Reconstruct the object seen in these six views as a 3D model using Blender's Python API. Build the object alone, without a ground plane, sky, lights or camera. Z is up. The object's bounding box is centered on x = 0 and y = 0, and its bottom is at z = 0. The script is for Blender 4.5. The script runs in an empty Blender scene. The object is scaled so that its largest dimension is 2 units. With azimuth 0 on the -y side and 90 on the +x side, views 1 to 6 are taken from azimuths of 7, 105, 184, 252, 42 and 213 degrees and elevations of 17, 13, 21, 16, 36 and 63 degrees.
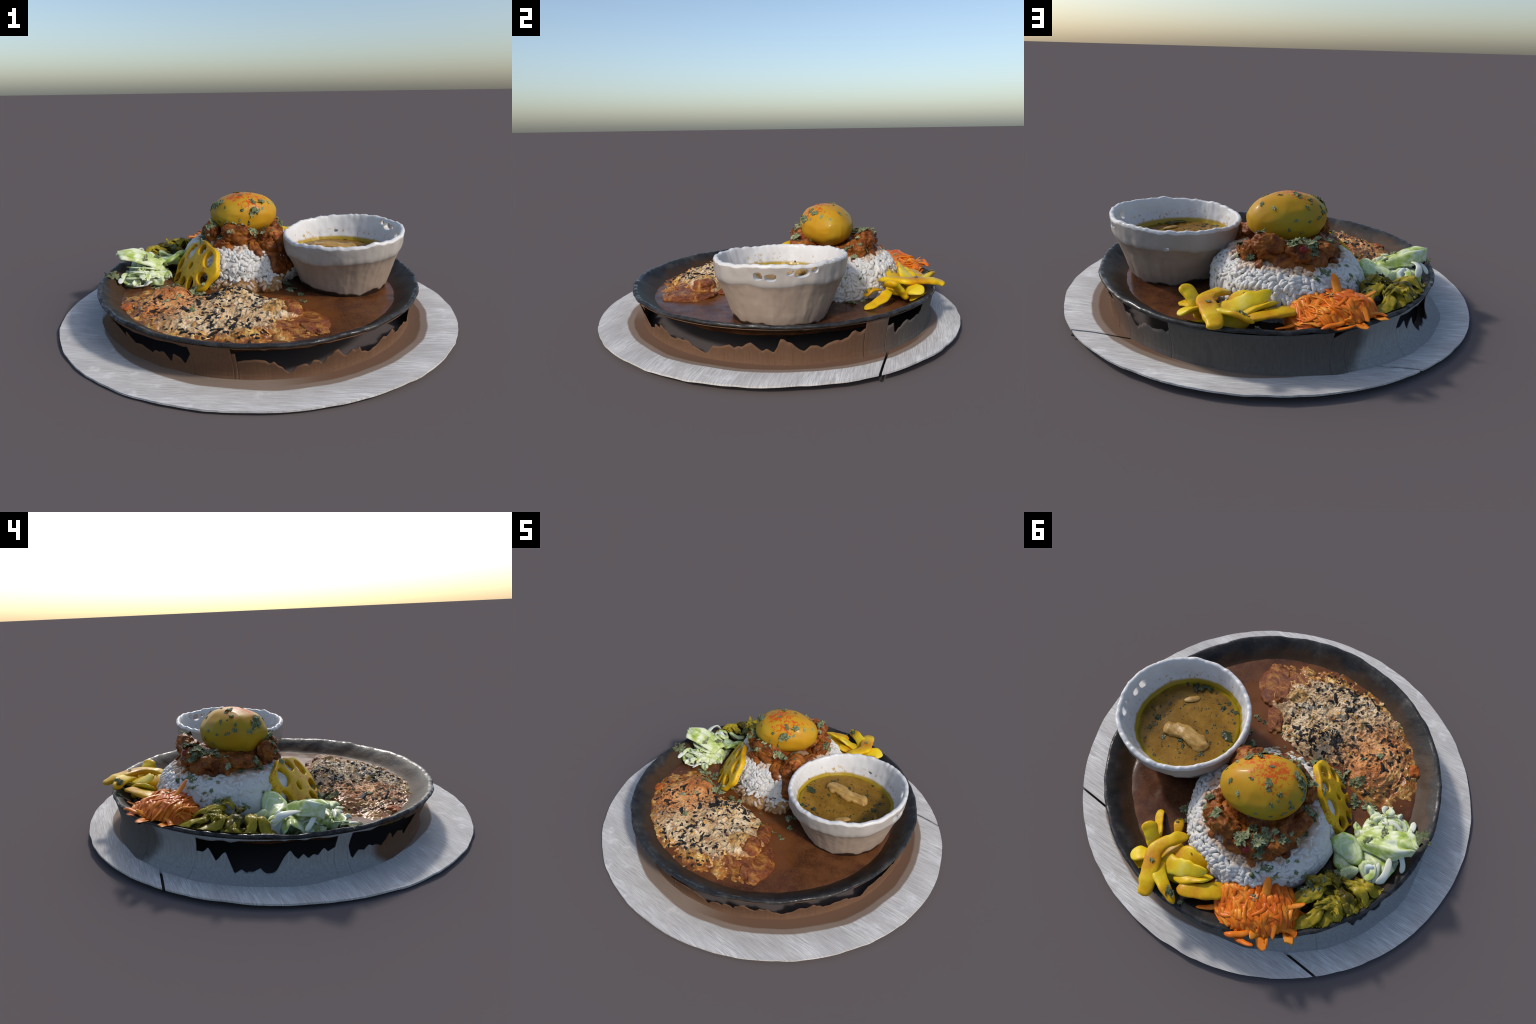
"""A plate of Japanese soup curry on a cut-out disc of wooden table top:
black stoneware dish, brown curry, grilled-cheese chicken, a rice mound with braised
meat and a boiled egg on top, a small white soup bowl and piles of pickled vegetables."""
import bpy, bmesh, math, random
import numpy as np
from mathutils import Vector, Matrix, Quaternion
from mathutils.bvhtree import BVHTree

rng = np.random.default_rng(11)
random.seed(11)
TAU = math.tau

# ------------------------------------------------------------------ noise
def _hash(i, j, k, seed):
    h = (i * 374761393 + j * 668265263 + k * 2147483647 + seed * 974634777) & 0xFFFFFFFF
    h = ((h ^ (h >> 13)) * 1274126177) & 0xFFFFFFFF
    h = ((h ^ (h >> 16)) * 2246822519) & 0xFFFFFFFF
    return ((h ^ (h >> 15)) & 0xFFFFFF) / float(0xFFFFFF) * 2 - 1

def vnoise(p, seed=0):
    p = np.asarray(p, float)
    f = np.floor(p); t = p - f; i = f.astype(np.int64)
    t = t * t * t * (t * (t * 6 - 15) + 10)
    r = 0
    for a in (0, 1):
        for b in (0, 1):
            for c in (0, 1):
                w = (t[..., 0] if a else 1 - t[..., 0]) * (t[..., 1] if b else 1 - t[..., 1]) * (t[..., 2] if c else 1 - t[..., 2])
                r = r + w * _hash(i[..., 0] + a, i[..., 1] + b, i[..., 2] + c, seed)
    return r

def fbm(p, scale, octaves=3, seed=0, gain=0.5):
    p = np.asarray(p, float) * scale
    r, a = 0, 1.0
    for o in range(octaves):
        r = r + a * vnoise(p + 17.3 * o, seed + o)
        p, a = p * 2.03, a * gain
    return r

def smooth(a, b, x):
    t = np.clip((x - a) / (b - a), 0, 1)
    return t * t * (3 - 2 * t)

# ------------------------------------------------------------------ object helpers
COL = bpy.context.scene.collection

def thing(name, loc, label, category):
    o = bpy.data.objects.new(name, None)
    o.empty_display_size = 0.1
    o.location = loc
    COL.objects.link(o)
    o["label"], o["category"] = label, category
    return o

def attach(o, parent):
    if parent is not None:
        o.parent = parent
        o.matrix_parent_inverse = parent_world(parent).inverted()
    return o

def parent_world(o):
    m = Matrix.LocRotScale(o.location, o.rotation_euler, o.scale)
    if o.parent:
        return parent_world(o.parent) @ o.matrix_parent_inverse @ m
    return m

def make_mesh(name, verts, faces, mat=None, sm=True):
    me = bpy.data.meshes.new(name)
    me.from_pydata([tuple(map(float, v)) for v in verts], [], [tuple(int(i) for i in f) for f in faces])
    me.update()
    if sm:
        me.polygons.foreach_set("use_smooth", [True] * len(me.polygons))
    if mat:
        me.materials.append(mat)
    return me

def add(name, me, parent=None, loc=None, kind=None):
    o = bpy.data.objects.new(name, me)
    if loc is not None:
        o.location = loc
    COL.objects.link(o)
    if kind:
        o["kind"] = kind
    return attach(o, parent)

def part(name, verts, faces, mat, parent=None, sm=True, kind=None):
    return add(name, make_mesh(name, verts, faces, mat, sm), parent, kind=kind)

def join(parts):
    V, F, n = [], [], 0
    for v, f in parts:
        V.append(np.asarray(v, float)); F += [tuple(i + n for i in q) for q in f]; n += len(v)
    return np.vstack(V), F

# ------------------------------------------------------------------ shape helpers
def grid_faces(nu, nv, wrap_u=False, wrap_v=False):
    f = []
    for i in range(nu if wrap_u else nu - 1):
        for j in range(nv if wrap_v else nv - 1):
            a, b = i, (i + 1) % nu
            c, d = j, (j + 1) % nv
            f.append((a * nv + c, b * nv + c, b * nv + d, a * nv + d))
    return f

def catmull(P, n):
    P = np.asarray(P, float)
    Q = np.vstack([2 * P[0] - P[1], P, 2 * P[-1] - P[-2]])
    m = len(P) - 1
    out = []
    for t in np.linspace(0, m, n):
        i = min(int(t), m - 1); u = t - i
        a, b, c, d = Q[i:i + 4]
        out.append(0.5 * (2 * b + (c - a) * u + (2 * a - 5 * b + 4 * c - d) * u * u + (3 * b - a - 3 * c + d) * u ** 3))
    return np.array(out)

def sweep(P, w, h, n=28, seg=16, up=(0, 0, 1), twist=0.0, square=1.0, amp=0.0, freq=20, seed=0):
    """closed tube along P, half width w(t), half height h(t); ends rounded off"""
    C = catmull(P, n)
    T = np.gradient(C, axis=0); T /= np.linalg.norm(T, axis=1)[:, None]
    t = np.linspace(0, 1, n)
    W = np.array([w(x) if callable(w) else w for x in t]); H = np.array([h(x) if callable(h) else h for x in t])
    S = np.cross(T, np.asarray(up, float)); S /= np.linalg.norm(S, axis=1)[:, None] + 1e-9
    N = np.cross(S, T)
    if twist:
        a = (twist(t) if callable(twist) else twist * t)[:, None]
        S, N = S * np.cos(a) + N * np.sin(a), N * np.cos(a) - S * np.sin(a)
    ang = np.arange(seg) * TAU / seg
    ca, sa = np.cos(ang), np.sin(ang)
    ca, sa = np.sign(ca) * np.abs(ca) ** square, np.sign(sa) * np.abs(sa) ** square
    V = C[:, None] + S[:, None] * (W[:, None] * ca)[..., None] + N[:, None] * (H[:, None] * sa)[..., None]
    V = V.reshape(-1, 3)
    if amp:
        d = V - np.repeat(C, seg, 0)
        L = np.linalg.norm(d, axis=1)[:, None] + 1e-9
        V = V + d / L * np.minimum(L, amp * 3) / (amp * 3) * (amp * fbm(V, freq, 2, seed))[:, None]
    F = [(i * seg + j, i * seg + (j + 1) % seg, (i + 1) * seg + (j + 1) % seg, (i + 1) * seg + j) for i in range(n - 1) for j in range(seg)]
    k = len(V)
    V = np.vstack([V, C[:1], C[-1:]])
    F += [(k, (j + 1) % seg, j) for j in range(seg)] + [(k + 1, (n - 1) * seg + j, (n - 1) * seg + (j + 1) % seg) for j in range(seg)]
    return V, F

def cap(r, a=0.12, b=0.12, lo=0.12):
    """width profile: rounded ends over fractions a and b"""
    def g(t):
        e = 1.0
        if t < a: e = min(e, math.sqrt(max(0, 1 - (1 - t / a) ** 2)))
        if t > 1 - b: e = min(e, math.sqrt(max(0, 1 - (1 - (1 - t) / b) ** 2)))
        return r * max(e, lo)
    return g

_ico = {}
def ico(sub):
    if sub not in _ico:
        bm = bmesh.new(); bmesh.ops.create_icosphere(bm, subdivisions=sub, radius=1)
        _ico[sub] = (np.array([v.co[:] for v in bm.verts]), [tuple(v.index for v in f.verts) for f in bm.faces]); bm.free()
    return _ico[sub]

def rotz(v, a):
    c, s = math.cos(a), math.sin(a)
    return np.stack([v[..., 0] * c - v[..., 1] * s, v[..., 0] * s + v[..., 1] * c, v[..., 2]], -1)

def blob(c, r, rot=0.0, amp=0.1, freq=2.0, seed=0, sub=4, square=1.0, octaves=3, tilt=None):
    v, f = ico(sub)
    v = np.sign(v) * np.abs(v) ** square
    n = fbm(v + seed * 3.1, freq, octaves, seed)
    v = v * (1 + amp * n)[:, None] * np.asarray(r, float)
    if tilt is not None:
        v = np.array([tilt @ Vector(p) for p in v])
    return rotz(v, rot) + np.asarray(c, float), f

def sheet(fn, nu, nv, thick):
    """two-sided sheet: fn(u,v)->points; thickness along the normal"""
    u, v = np.meshgrid(np.linspace(0, 1, nu), np.linspace(0, 1, nv), indexing="ij")
    P = fn(u, v)
    du, dv = np.gradient(P, axis=0), np.gradient(P, axis=1)
    N = np.cross(du, dv); N /= np.linalg.norm(N, axis=-1)[..., None] + 1e-9
    edge = np.minimum(np.minimum(u, 1 - u), np.minimum(v, 1 - v))
    th = (thick * np.clip(0.35 + edge * 8, 0, 1))[..., None] / 2
    A, B = (P + N * th).reshape(-1, 3), (P - N * th).reshape(-1, 3)
    k = nu * nv
    F = grid_faces(nu, nv)
    F2 = [tuple(i + k for i in reversed(q)) for q in F]
    ring = [i * nv for i in range(nu)] + [(nu - 1) * nv + j for j in range(1, nv)] + [i * nv + nv - 1 for i in range(nu - 2, -1, -1)] + [j for j in range(nv - 2, 0, -1)]
    F3 = [(ring[(i + 1) % len(ring)], ring[i], ring[i] + k, ring[(i + 1) % len(ring)] + k) for i in range(len(ring))]
    return np.vstack([A, B]), F + F2 + F3

def lathe(profile, n, fn=None, closed=False):
    """profile [(r,z)], revolve n steps; fn(points, theta) may bend the result"""
    P = np.asarray(profile, float)
    th = np.arange(n) * TAU / n
    V = np.stack([P[None, :, 0] * np.sin(th)[:, None], -P[None, :, 0] * np.cos(th)[:, None], np.repeat(P[None, :, 1], n, 0)], -1)
    F = [tuple(reversed(q)) for q in grid_faces(n, len(P), True, closed)]
    return V, F

def refine(profile, step):
    P = [np.array(profile[0], float)]
    for a, b in zip(profile[:-1], profile[1:]):
        a, b = np.array(a, float), np.array(b, float)
        k = max(1, int(np.linalg.norm(b - a) / step))
        P += [a + (b - a) * (i + 1) / k for i in range(k)]
    return np.array(P)

# ------------------------------------------------------------------ material helpers
class Nodes:
    def __init__(s, name, rough=0.5, spec=0.5, coat=0.0):
        s.m = bpy.data.materials.new(name); s.m.use_nodes = True
        s.t = s.m.node_tree; s.b = s.t.nodes["Principled BSDF"]
        s.b.inputs["Roughness"].default_value = rough
        s.b.inputs["Specular IOR Level"].default_value = spec * 0.42
        s.b.inputs["Coat Weight"].default_value = coat
        s.b.inputs["Coat Roughness"].default_value = 0.12
        s.co = s.t.nodes.new("ShaderNodeTexCoord").outputs["Object"]
        sep = s.t.nodes.new("ShaderNodeSeparateXYZ"); s.t.links.new(s.co, sep.inputs[0])
        s.x, s.y, s.z = sep.outputs
    def put(s, sock, v):
        if isinstance(v, bpy.types.NodeSocket): s.t.links.new(v, sock)
        elif isinstance(v, (tuple, list)) and len(v) == 3 and sock.type == "RGBA": sock.default_value = (*v, 1)
        else: sock.default_value = v
    def math(s, op, a, b=0.0, c=None, clamp=False):
        n = s.t.nodes.new("ShaderNodeMath"); n.operation = op; n.use_clamp = clamp
        s.put(n.inputs[0], a); s.put(n.inputs[1], b)
        if c is not None: s.put(n.inputs[2], c)
        return n.outputs[0]
    def map(s, scale=(1, 1, 1), rot=(0, 0, 0), vec=None):
        n = s.t.nodes.new("ShaderNodeMapping"); n.inputs["Scale"].default_value = scale; n.inputs["Rotation"].default_value = rot
        s.t.links.new(vec or s.co, n.inputs[0]); return n.outputs[0]
    def noise(s, scale, detail=3, rough=0.5, vec=None, dist=0.0):
        n = s.t.nodes.new("ShaderNodeTexNoise"); n.inputs["Scale"].default_value = scale; n.inputs["Detail"].default_value = detail
        n.inputs["Roughness"].default_value = rough; n.inputs["Distortion"].default_value = dist
        s.t.links.new(vec or s.co, n.inputs["Vector"]); return n.outputs["Fac"]
    def voro(s, scale, feature="F1", vec=None, rnd=1.0, out="Distance"):
        n = s.t.nodes.new("ShaderNodeTexVoronoi"); n.feature = feature; n.inputs["Scale"].default_value = scale; n.inputs["Randomness"].default_value = rnd
        s.t.links.new(vec or s.co, n.inputs["Vector"]); return n.outputs[out]
    def step(s, v, lo, hi):
        n = s.t.nodes.new("ShaderNodeMapRange"); n.interpolation_type = "SMOOTHSTEP"
        s.put(n.inputs[0], v); n.inputs[1].default_value = lo; n.inputs[2].default_value = hi
        return n.outputs[0]
    def ramp(s, v, stops):
        n = s.t.nodes.new("ShaderNodeValToRGB"); e = n.color_ramp.elements
        while len(e) < len(stops): e.new(0.5)
        for k, (p, c) in zip(e, stops): k.position = p; k.color = (*c, 1)
        s.put(n.inputs[0], v); return n.outputs[0]
    def mix(s, f, a, b, mode="MIX"):
        n = s.t.nodes.new("ShaderNodeMix"); n.data_type = "RGBA"; n.blend_type = mode
        s.put(n.inputs[0], f); s.put(n.inputs[6], a); s.put(n.inputs[7], b); return n.outputs[2]
    def dist(s, cx, cy, rx=1.0, ry=1.0):
        a = s.math("MULTIPLY", s.math("SUBTRACT", s.x, cx), 1 / rx); b = s.math("MULTIPLY", s.math("SUBTRACT", s.y, cy), 1 / ry)
        return s.math("SQRT", s.math("ADD", s.math("MULTIPLY", a, a), s.math("MULTIPLY", b, b)))
    def rand(s):
        return s.t.nodes.new("ShaderNodeObjectInfo").outputs["Random"]
    def bump(s, h, strength=0.4, distance=0.004):
        n = s.t.nodes.new("ShaderNodeBump"); n.inputs["Strength"].default_value = strength; n.inputs["Distance"].default_value = distance
        s.put(n.inputs["Height"], h); s.t.links.new(n.outputs[0], s.b.inputs["Normal"])
    def done(s, col, rough=None):
        s.put(s.b.inputs["Base Color"], col)
        if rough is not None: s.put(s.b.inputs["Roughness"], rough)
        return s.m

# ================================================================== MATERIALS
def mat_wood():
    N = Nodes("weathered_grey_wood", 0.75, 0.3)
    g = N.map((3.0, 60, 3), (0, 0, math.radians(-4)))
    fine = N.noise(4.0, 5, 0.65, g)
    broad = N.noise(3.0, 4, 0.6, N.map((0.6, 3.0, 1)))
    c = N.ramp(fine, [(0.3, (0.36, 0.335, 0.315)), (0.47, (0.56, 0.54, 0.515)), (0.66, (0.78, 0.765, 0.74))])
    c = N.mix(N.step(broad, 0.35, 0.7), N.mix(0.5, c, (0.40, 0.37, 0.345)), c)
    pale = N.step(N.noise(9, 3, 0.6), 0.6, 0.72)
    c = N.mix(N.math("MULTIPLY", pale, 0.45), c, (0.80, 0.785, 0.765))
    pore = N.step(N.noise(9, 4, 0.7, N.map((4.0, 34, 3), (0, 0, math.radians(-4)))), 0.58, 0.68)
    c = N.mix(N.math("MULTIPLY", pore, 0.4), c, (0.33, 0.31, 0.295))
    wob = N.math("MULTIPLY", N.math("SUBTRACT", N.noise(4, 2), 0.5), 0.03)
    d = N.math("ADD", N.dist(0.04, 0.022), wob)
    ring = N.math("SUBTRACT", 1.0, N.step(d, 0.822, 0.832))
    wet = N.mix(fine, (0.19, 0.138, 0.103), (0.29, 0.222, 0.176))  # dish's baked cast shadow, painted as a brown ring; the wood is dry
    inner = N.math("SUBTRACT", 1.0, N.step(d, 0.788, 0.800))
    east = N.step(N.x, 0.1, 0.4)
    wet = N.mix(N.math("MULTIPLY", inner, east), wet, (0.150, 0.085, 0.053))  # darker core of the same painted shadow
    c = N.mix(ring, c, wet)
    N.bump(fine, 0.35, 0.003)
    return N.done(c)

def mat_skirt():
    N = Nodes("scan_skirt_painted_shade", 0.8, 0.25)
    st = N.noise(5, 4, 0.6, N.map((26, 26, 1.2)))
    br = N.mix(st, (0.090, 0.046, 0.026), (0.165, 0.092, 0.055))  # brown and grey zones copy shadow baked into the scan's skirt
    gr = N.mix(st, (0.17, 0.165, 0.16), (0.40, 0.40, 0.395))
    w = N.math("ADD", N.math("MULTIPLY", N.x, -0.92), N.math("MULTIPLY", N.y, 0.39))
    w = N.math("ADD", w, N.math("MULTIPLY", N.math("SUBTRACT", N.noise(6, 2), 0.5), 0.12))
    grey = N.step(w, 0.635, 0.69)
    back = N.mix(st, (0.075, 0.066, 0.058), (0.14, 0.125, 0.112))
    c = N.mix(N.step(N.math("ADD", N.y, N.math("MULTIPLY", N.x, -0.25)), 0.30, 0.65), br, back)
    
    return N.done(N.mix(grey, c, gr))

def mat_dish():
    N = Nodes("black_stoneware", 0.45, 0.35)
    n = N.noise(14, 5, 0.6)
    c = N.ramp(n, [(0.3, (0.012, 0.0115, 0.012)), (0.55, (0.026, 0.025, 0.0245)), (0.75, (0.060, 0.056, 0.052))])
    r = N.dist(0.0, 0.03)
    w = N.math("ADD", r, N.math("MULTIPLY", N.math("SUBTRACT", N.noise(9, 3), 0.5), 0.10))
    film = N.math("SUBTRACT", 1.0, N.step(w, 0.72, 0.77))
    west = N.math("SUBTRACT", 1.0, N.step(N.x, -0.66, -0.45))
    film2 = N.math("MULTIPLY", N.math("SUBTRACT", 1.0, N.step(w, 0.755, 0.79)), west)
    c = N.mix(N.math("MULTIPLY", N.math("MAXIMUM", film, film2), 0.75), c, (0.060, 0.030, 0.012))
    speck = N.step(N.noise(130, 2), 0.70, 0.74)
    c = N.mix(N.math("MULTIPLY", speck, 0.5), c, (0.20, 0.18, 0.16))
    sc = N.noise(40, 3, 0.6)
    N.bump(sc, 0.35, 0.004)
    lip = N.math("MULTIPLY", N.step(r, 0.786, 0.797), N.step(N.noise(30, 3), 0.40, 0.60))
    N.put(N.b.inputs["Specular IOR Level"], N.math("ADD", 0.16, N.math("MULTIPLY", lip, 0.38)))
    return N.done(c, N.math("SUBTRACT", 0.50, N.math("MULTIPLY", lip, 0.32)))

def mat_curry():
    N = Nodes("brown_curry_sauce", 0.22, 0.5)
    n = N.noise(5, 5, 0.65)
    c = N.ramp(n, [(0.30, (0.030, 0.011, 0.006)), (0.48, (0.070, 0.025, 0.011)), (0.68, (0.145, 0.056, 0.020))])
    f = N.noise(90, 3, 0.7)
    c = N.mix(N.math("MULTIPLY", N.step(f, 0.52, 0.75), 0.45), c, (0.19, 0.075, 0.028))
    v = N.voro(55, "DISTANCE_TO_EDGE", vec=N.map((1, 1, 1)))
    oil = N.math("MULTIPLY", N.math("SUBTRACT", 1, N.step(v, 0.0, 0.10)), N.step(N.noise(4, 2), 0.45, 0.62))
    c = N.mix(N.math("MULTIPLY", oil, 0.45), c, (0.15, 0.058, 0.018))
    g = N.math("ADD", N.dist(-0.14, -0.35, 0.56, 0.375), N.math("MULTIPLY", N.math("SUBTRACT", N.noise(8, 4, 0.6), 0.5), 0.35))
    c = N.mix(N.math("MULTIPLY", N.math("SUBTRACT", 1, N.step(g, 0.88, 1.04)), 0.75), c, (0.15, 0.050, 0.012))
    N.bump(N.noise(60, 3), 0.12, 0.004)
    return N.done(c)

def mat_bowl():
    N = Nodes("white_glazed_china", 0.3, 0.45, 0.1)
    n = N.noise(10, 4, 0.6)
    c = N.mix(n, (0.53, 0.51, 0.485), (0.70, 0.69, 0.68))
    # splashes of broth on the inner wall above the liquid
    r = N.dist(0.435, 0.113)
    inside = N.math("MULTIPLY", N.math("SUBTRACT", 1, N.step(r, 0.278, 0.284)), N.math("SUBTRACT", 1, N.step(N.z, 0.355, 0.375)))
    sp = N.step(N.noise(48, 4, 0.7), 0.56, 0.66)
    c = N.mix(N.math("MULTIPLY", N.math("MULTIPLY", sp, inside), 0.85), c, (0.42, 0.25, 0.03))
    line = N.math("MULTIPLY", inside, N.math("SUBTRACT", 1, N.step(N.z, 0.318, 0.332)))
    c = N.mix(line, c, (0.36, 0.24, 0.02))
    N.bump(N.noise(25, 3), 0.2, 0.006)
    return N.done(c)

def mat_band():
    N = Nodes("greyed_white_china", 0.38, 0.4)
    n = N.noise(8, 4, 0.6)
    c = N.mix(n, (0.32, 0.285, 0.255), (0.45, 0.41, 0.375))  # white china toned down to follow shade baked on the outer wall
    N.bump(N.noise(22, 3), 0.25, 0.007)
    return N.done(c)

def mat_bowl_body():
    N = Nodes("shaded_china_body", 0.45, 0.4)
    n = N.noise(9, 4, 0.6)
    c = N.mix(n, (0.27, 0.195, 0.145), (0.42, 0.335, 0.27))  # shade baked on the white china, kept as a brown base tone
    foot = N.math("ADD", N.z, N.math("MULTIPLY", N.math("SUBTRACT", N.noise(9, 2), 0.5), 0.09))
    c = N.mix(N.math("SUBTRACT", 1, N.step(foot, 0.150, 0.164)), c, (0.030, 0.016, 0.010))
    N.bump(N.noise(20, 3), 0.25, 0.008)
    return N.done(c)

def mat_broth():
    N = Nodes("mustard_brown_broth", 0.2, 0.3)
    n = N.noise(9, 5, 0.65)
    c = N.ramp(n, [(0.3, (0.115, 0.056, 0.006)), (0.52, (0.20, 0.100, 0.010)), (0.72, (0.285, 0.150, 0.020))])
    f = N.step(N.noise(120, 3, 0.7), 0.58, 0.72)
    c = N.mix(N.math("MULTIPLY", f, 0.5), c, (0.40, 0.24, 0.05))
    d = N.step(N.noise(70, 3, 0.6), 0.63, 0.68)
    c = N.mix(N.math("MULTIPLY", d, 0.8), c, (0.030, 0.024, 0.008))
    r = N.math("ADD", N.dist(0.435, 0.113), N.math("MULTIPLY", N.math("SUBTRACT", N.noise(12, 2), 0.5), 0.02))
    c = N.mix(N.step(r, 0.225, 0.248), c, (0.30, 0.22, 0.008))
    N.bump(N.noise(45, 3), 0.15, 0.004)
    return N.done(c)

def mat_cheese():
    N = Nodes("grilled_cheese_crust", 0.38, 0.4)
    n = N.noise(9, 4, 0.6)
    big = N.noise(4.2, 3, 0.55)
    cream = N.ramp(n, [(0.3, (0.40, 0.25, 0.12)), (0.5, (0.58, 0.41, 0.23)), (0.7, (0.72, 0.61, 0.43))])
    orange = N.ramp(n, [(0.28, (0.22, 0.060, 0.015)), (0.5, (0.50, 0.19, 0.055)), (0.72, (0.66, 0.36, 0.15))])
    amber = N.ramp(N.noise(16, 4, 0.6), [(0.32, (0.13, 0.035, 0.008)), (0.48, (0.36, 0.13, 0.018)), (0.66, (0.62, 0.40, 0.11))])
    west = N.math("ADD", N.math("ADD", N.math("MULTIPLY", N.x, -1.0), N.math("MULTIPLY", N.y, 0.45)), N.math("MULTIPLY", N.math("SUBTRACT", big, 0.5), 0.5))
    c = N.mix(N.step(west, 0.02, 0.26), cream, orange)
    rim = N.math("ADD", N.dist(-0.13, -0.33, 0.42, 0.30), N.math("MULTIPLY", N.math("SUBTRACT", big, 0.5), 0.55))
    c = N.mix(N.step(rim, 0.80, 0.98), c, amber)
    sauce = N.step(N.noise(13, 4, 0.6, N.map((1, 1.8, 1))), 0.54, 0.66)
    c = N.mix(N.math("MULTIPLY", sauce, 0.72), c, (0.22, 0.070, 0.014))
    pk = N.math("SUBTRACT", 1, N.step(N.math("ADD", N.dist(0.135, -0.385, 0.075, 0.06), N.math("MULTIPLY", N.math("SUBTRACT", n, 0.5), 1.2)), 0.6, 1.1))
    c = N.mix(N.math("MULTIPLY", pk, 0.6), c, (0.40, 0.20, 0.03))
    st = N.math("ADD", N.noise(55, 3, 0.6, N.map((0.55, 1.0, 1), (0, 0, 0.5))), N.math("MULTIPLY", N.math("SUBTRACT", N.noise(7, 2), 0.5), 0.25))
    black = N.math("MULTIPLY", N.step(st, 0.59, 0.62), N.math("SUBTRACT", 1, N.step(rim, 0.86, 1.02)))
    c = N.mix(N.math("MULTIPLY", black, 0.92), c, (0.018, 0.016, 0.015))
    N.bump(N.math("ADD", N.noise(40, 4), N.math("MULTIPLY", N.noise(95, 2), 0.5)), 0.5, 0.008)
    fine = N.noise(70, 3, 0.7)
    c = N.mix(N.math("MULTIPLY", N.step(fine, 0.52, 0.68), 0.35), c, (0.25, 0.105, 0.035))
    wet = N.math("MAXIMUM", N.step(rim, 0.75, 0.95), N.math("MULTIPLY", sauce, 0.7))
    N.put(N.b.inputs["Specular IOR Level"], N.math("ADD", 0.16, N.math("MULTIPLY", wet, 0.32)))
    return N.done(c, N.math("SUBTRACT", 0.46, N.math("MULTIPLY", wet, 0.22)))

def mat_simple(name, stops, scale, rough=0.4, spec=0.5, detail=4, bump=0.3, bscale=None, stretch=(1, 1, 1), rand=0.0, coat=0.0, bd=0.004):
    N = Nodes(name, rough, spec, coat)
    f = N.noise(scale, detail, 0.6, N.map(stretch))
    if rand:
        f = N.math("ADD", f, N.math("MULTIPLY", N.math("SUBTRACT", N.rand(), 0.5), rand))
    c = N.ramp(f, stops)
    if bump: N.bump(N.noise(bscale or scale * 3, 3, 0.6, N.map(stretch)), bump, bd)
    return N.done(c)

def mat_pork():
    N = Nodes("glazed_pork", 0.24, 0.9)
    n = N.noise(13, 5, 0.7, N.map((1, 1.7, 1), (0, 0, 0.5)), dist=0.6)
    c = N.ramp(n, [(0.28, (0.07, 0.018, 0.006)), (0.49, (0.21, 0.052, 0.009)), (0.61, (0.38, 0.150, 0.026)), (0.78, (0.52, 0.31, 0.07))])
    lav = N.step(N.noise(32, 3, 0.7), 0.58, 0.72)  # lavender glints of the glaze painted into the base colour
    c = N.mix(N.math("MULTIPLY", lav, 0.35), c, (0.36, 0.19, 0.13))
    N.bump(N.noise(75, 4, 0.75), 0.9, 0.010)
    return N.done(c)

def mat_meat():
    N = Nodes("braised_meat", 0.36, 0.35)
    n = N.noise(16, 5, 0.65, dist=0.8)
    c = N.ramp(n, [(0.28, (0.045, 0.012, 0.004)), (0.45, (0.15, 0.040, 0.009)), (0.6, (0.29, 0.095, 0.017)), (0.78, (0.44, 0.17, 0.035))])
    fib = N.step(N.noise(34, 4, 0.7, N.map((1, 1, 3.0), (0.5, 0.4, 0.2))), 0.55, 0.72)
    c = N.mix(N.math("MULTIPLY", fib, 0.22), c, (0.46, 0.21, 0.06))
    red = N.step(N.noise(8, 2), 0.62, 0.70)
    c = N.mix(N.math("MULTIPLY", red, 0.5), c, (0.30, 0.045, 0.018))
    N.bump(N.noise(30, 4, 0.6, dist=1.2), 0.5, 0.008)
    return N.done(c)

def mat_egg():
    N = Nodes("curry_stained_egg", 0.42, 0.32, 0.06)
    n = N.noise(6, 3, 0.55)
    c = N.ramp(n, [(0.3, (0.38, 0.18, 0.008)), (0.55, (0.46, 0.24, 0.012)), (0.75, (0.52, 0.325, 0.028))])
    gr = N.step(N.noise(3.6, 3), 0.42, 0.60)
    c = N.mix(N.math("MULTIPLY", gr, 0.65), c, (0.34, 0.275, 0.022))
    warm = N.math("MULTIPLY", N.step(N.math("ADD", N.z, N.math("MULTIPLY", N.math("SUBTRACT", N.noise(9, 3), 0.5), 0.10)), 0.515, 0.565), 0.55)
    c = N.mix(warm, c, (0.50, 0.225, 0.010))
    # paprika dusted over the crown
    top = N.dist(-0.105, 0.215, 0.17, 0.11)
    m = N.math("ADD", N.math("MULTIPLY", top, 0.26), N.math("MULTIPLY", N.noise(11, 2), 0.42))
    sp = N.math("SUBTRACT", N.noise(58, 4, 0.75), m)
    hi = N.step(N.z, 0.49, 0.53)
    c = N.mix(N.math("MULTIPLY", N.math("MULTIPLY", N.step(sp, 0.175, 0.215), hi), 0.85), c, (0.50, 0.055, 0.008))
    ft = N.step(N.noise(110, 2), 0.68, 0.74)
    c = N.mix(N.math("MULTIPLY", ft, 0.35), c, (0.42, 0.09, 0.01))
    N.bump(N.noise(12, 3), 0.12, 0.006)
    return N.done(c)

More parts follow.
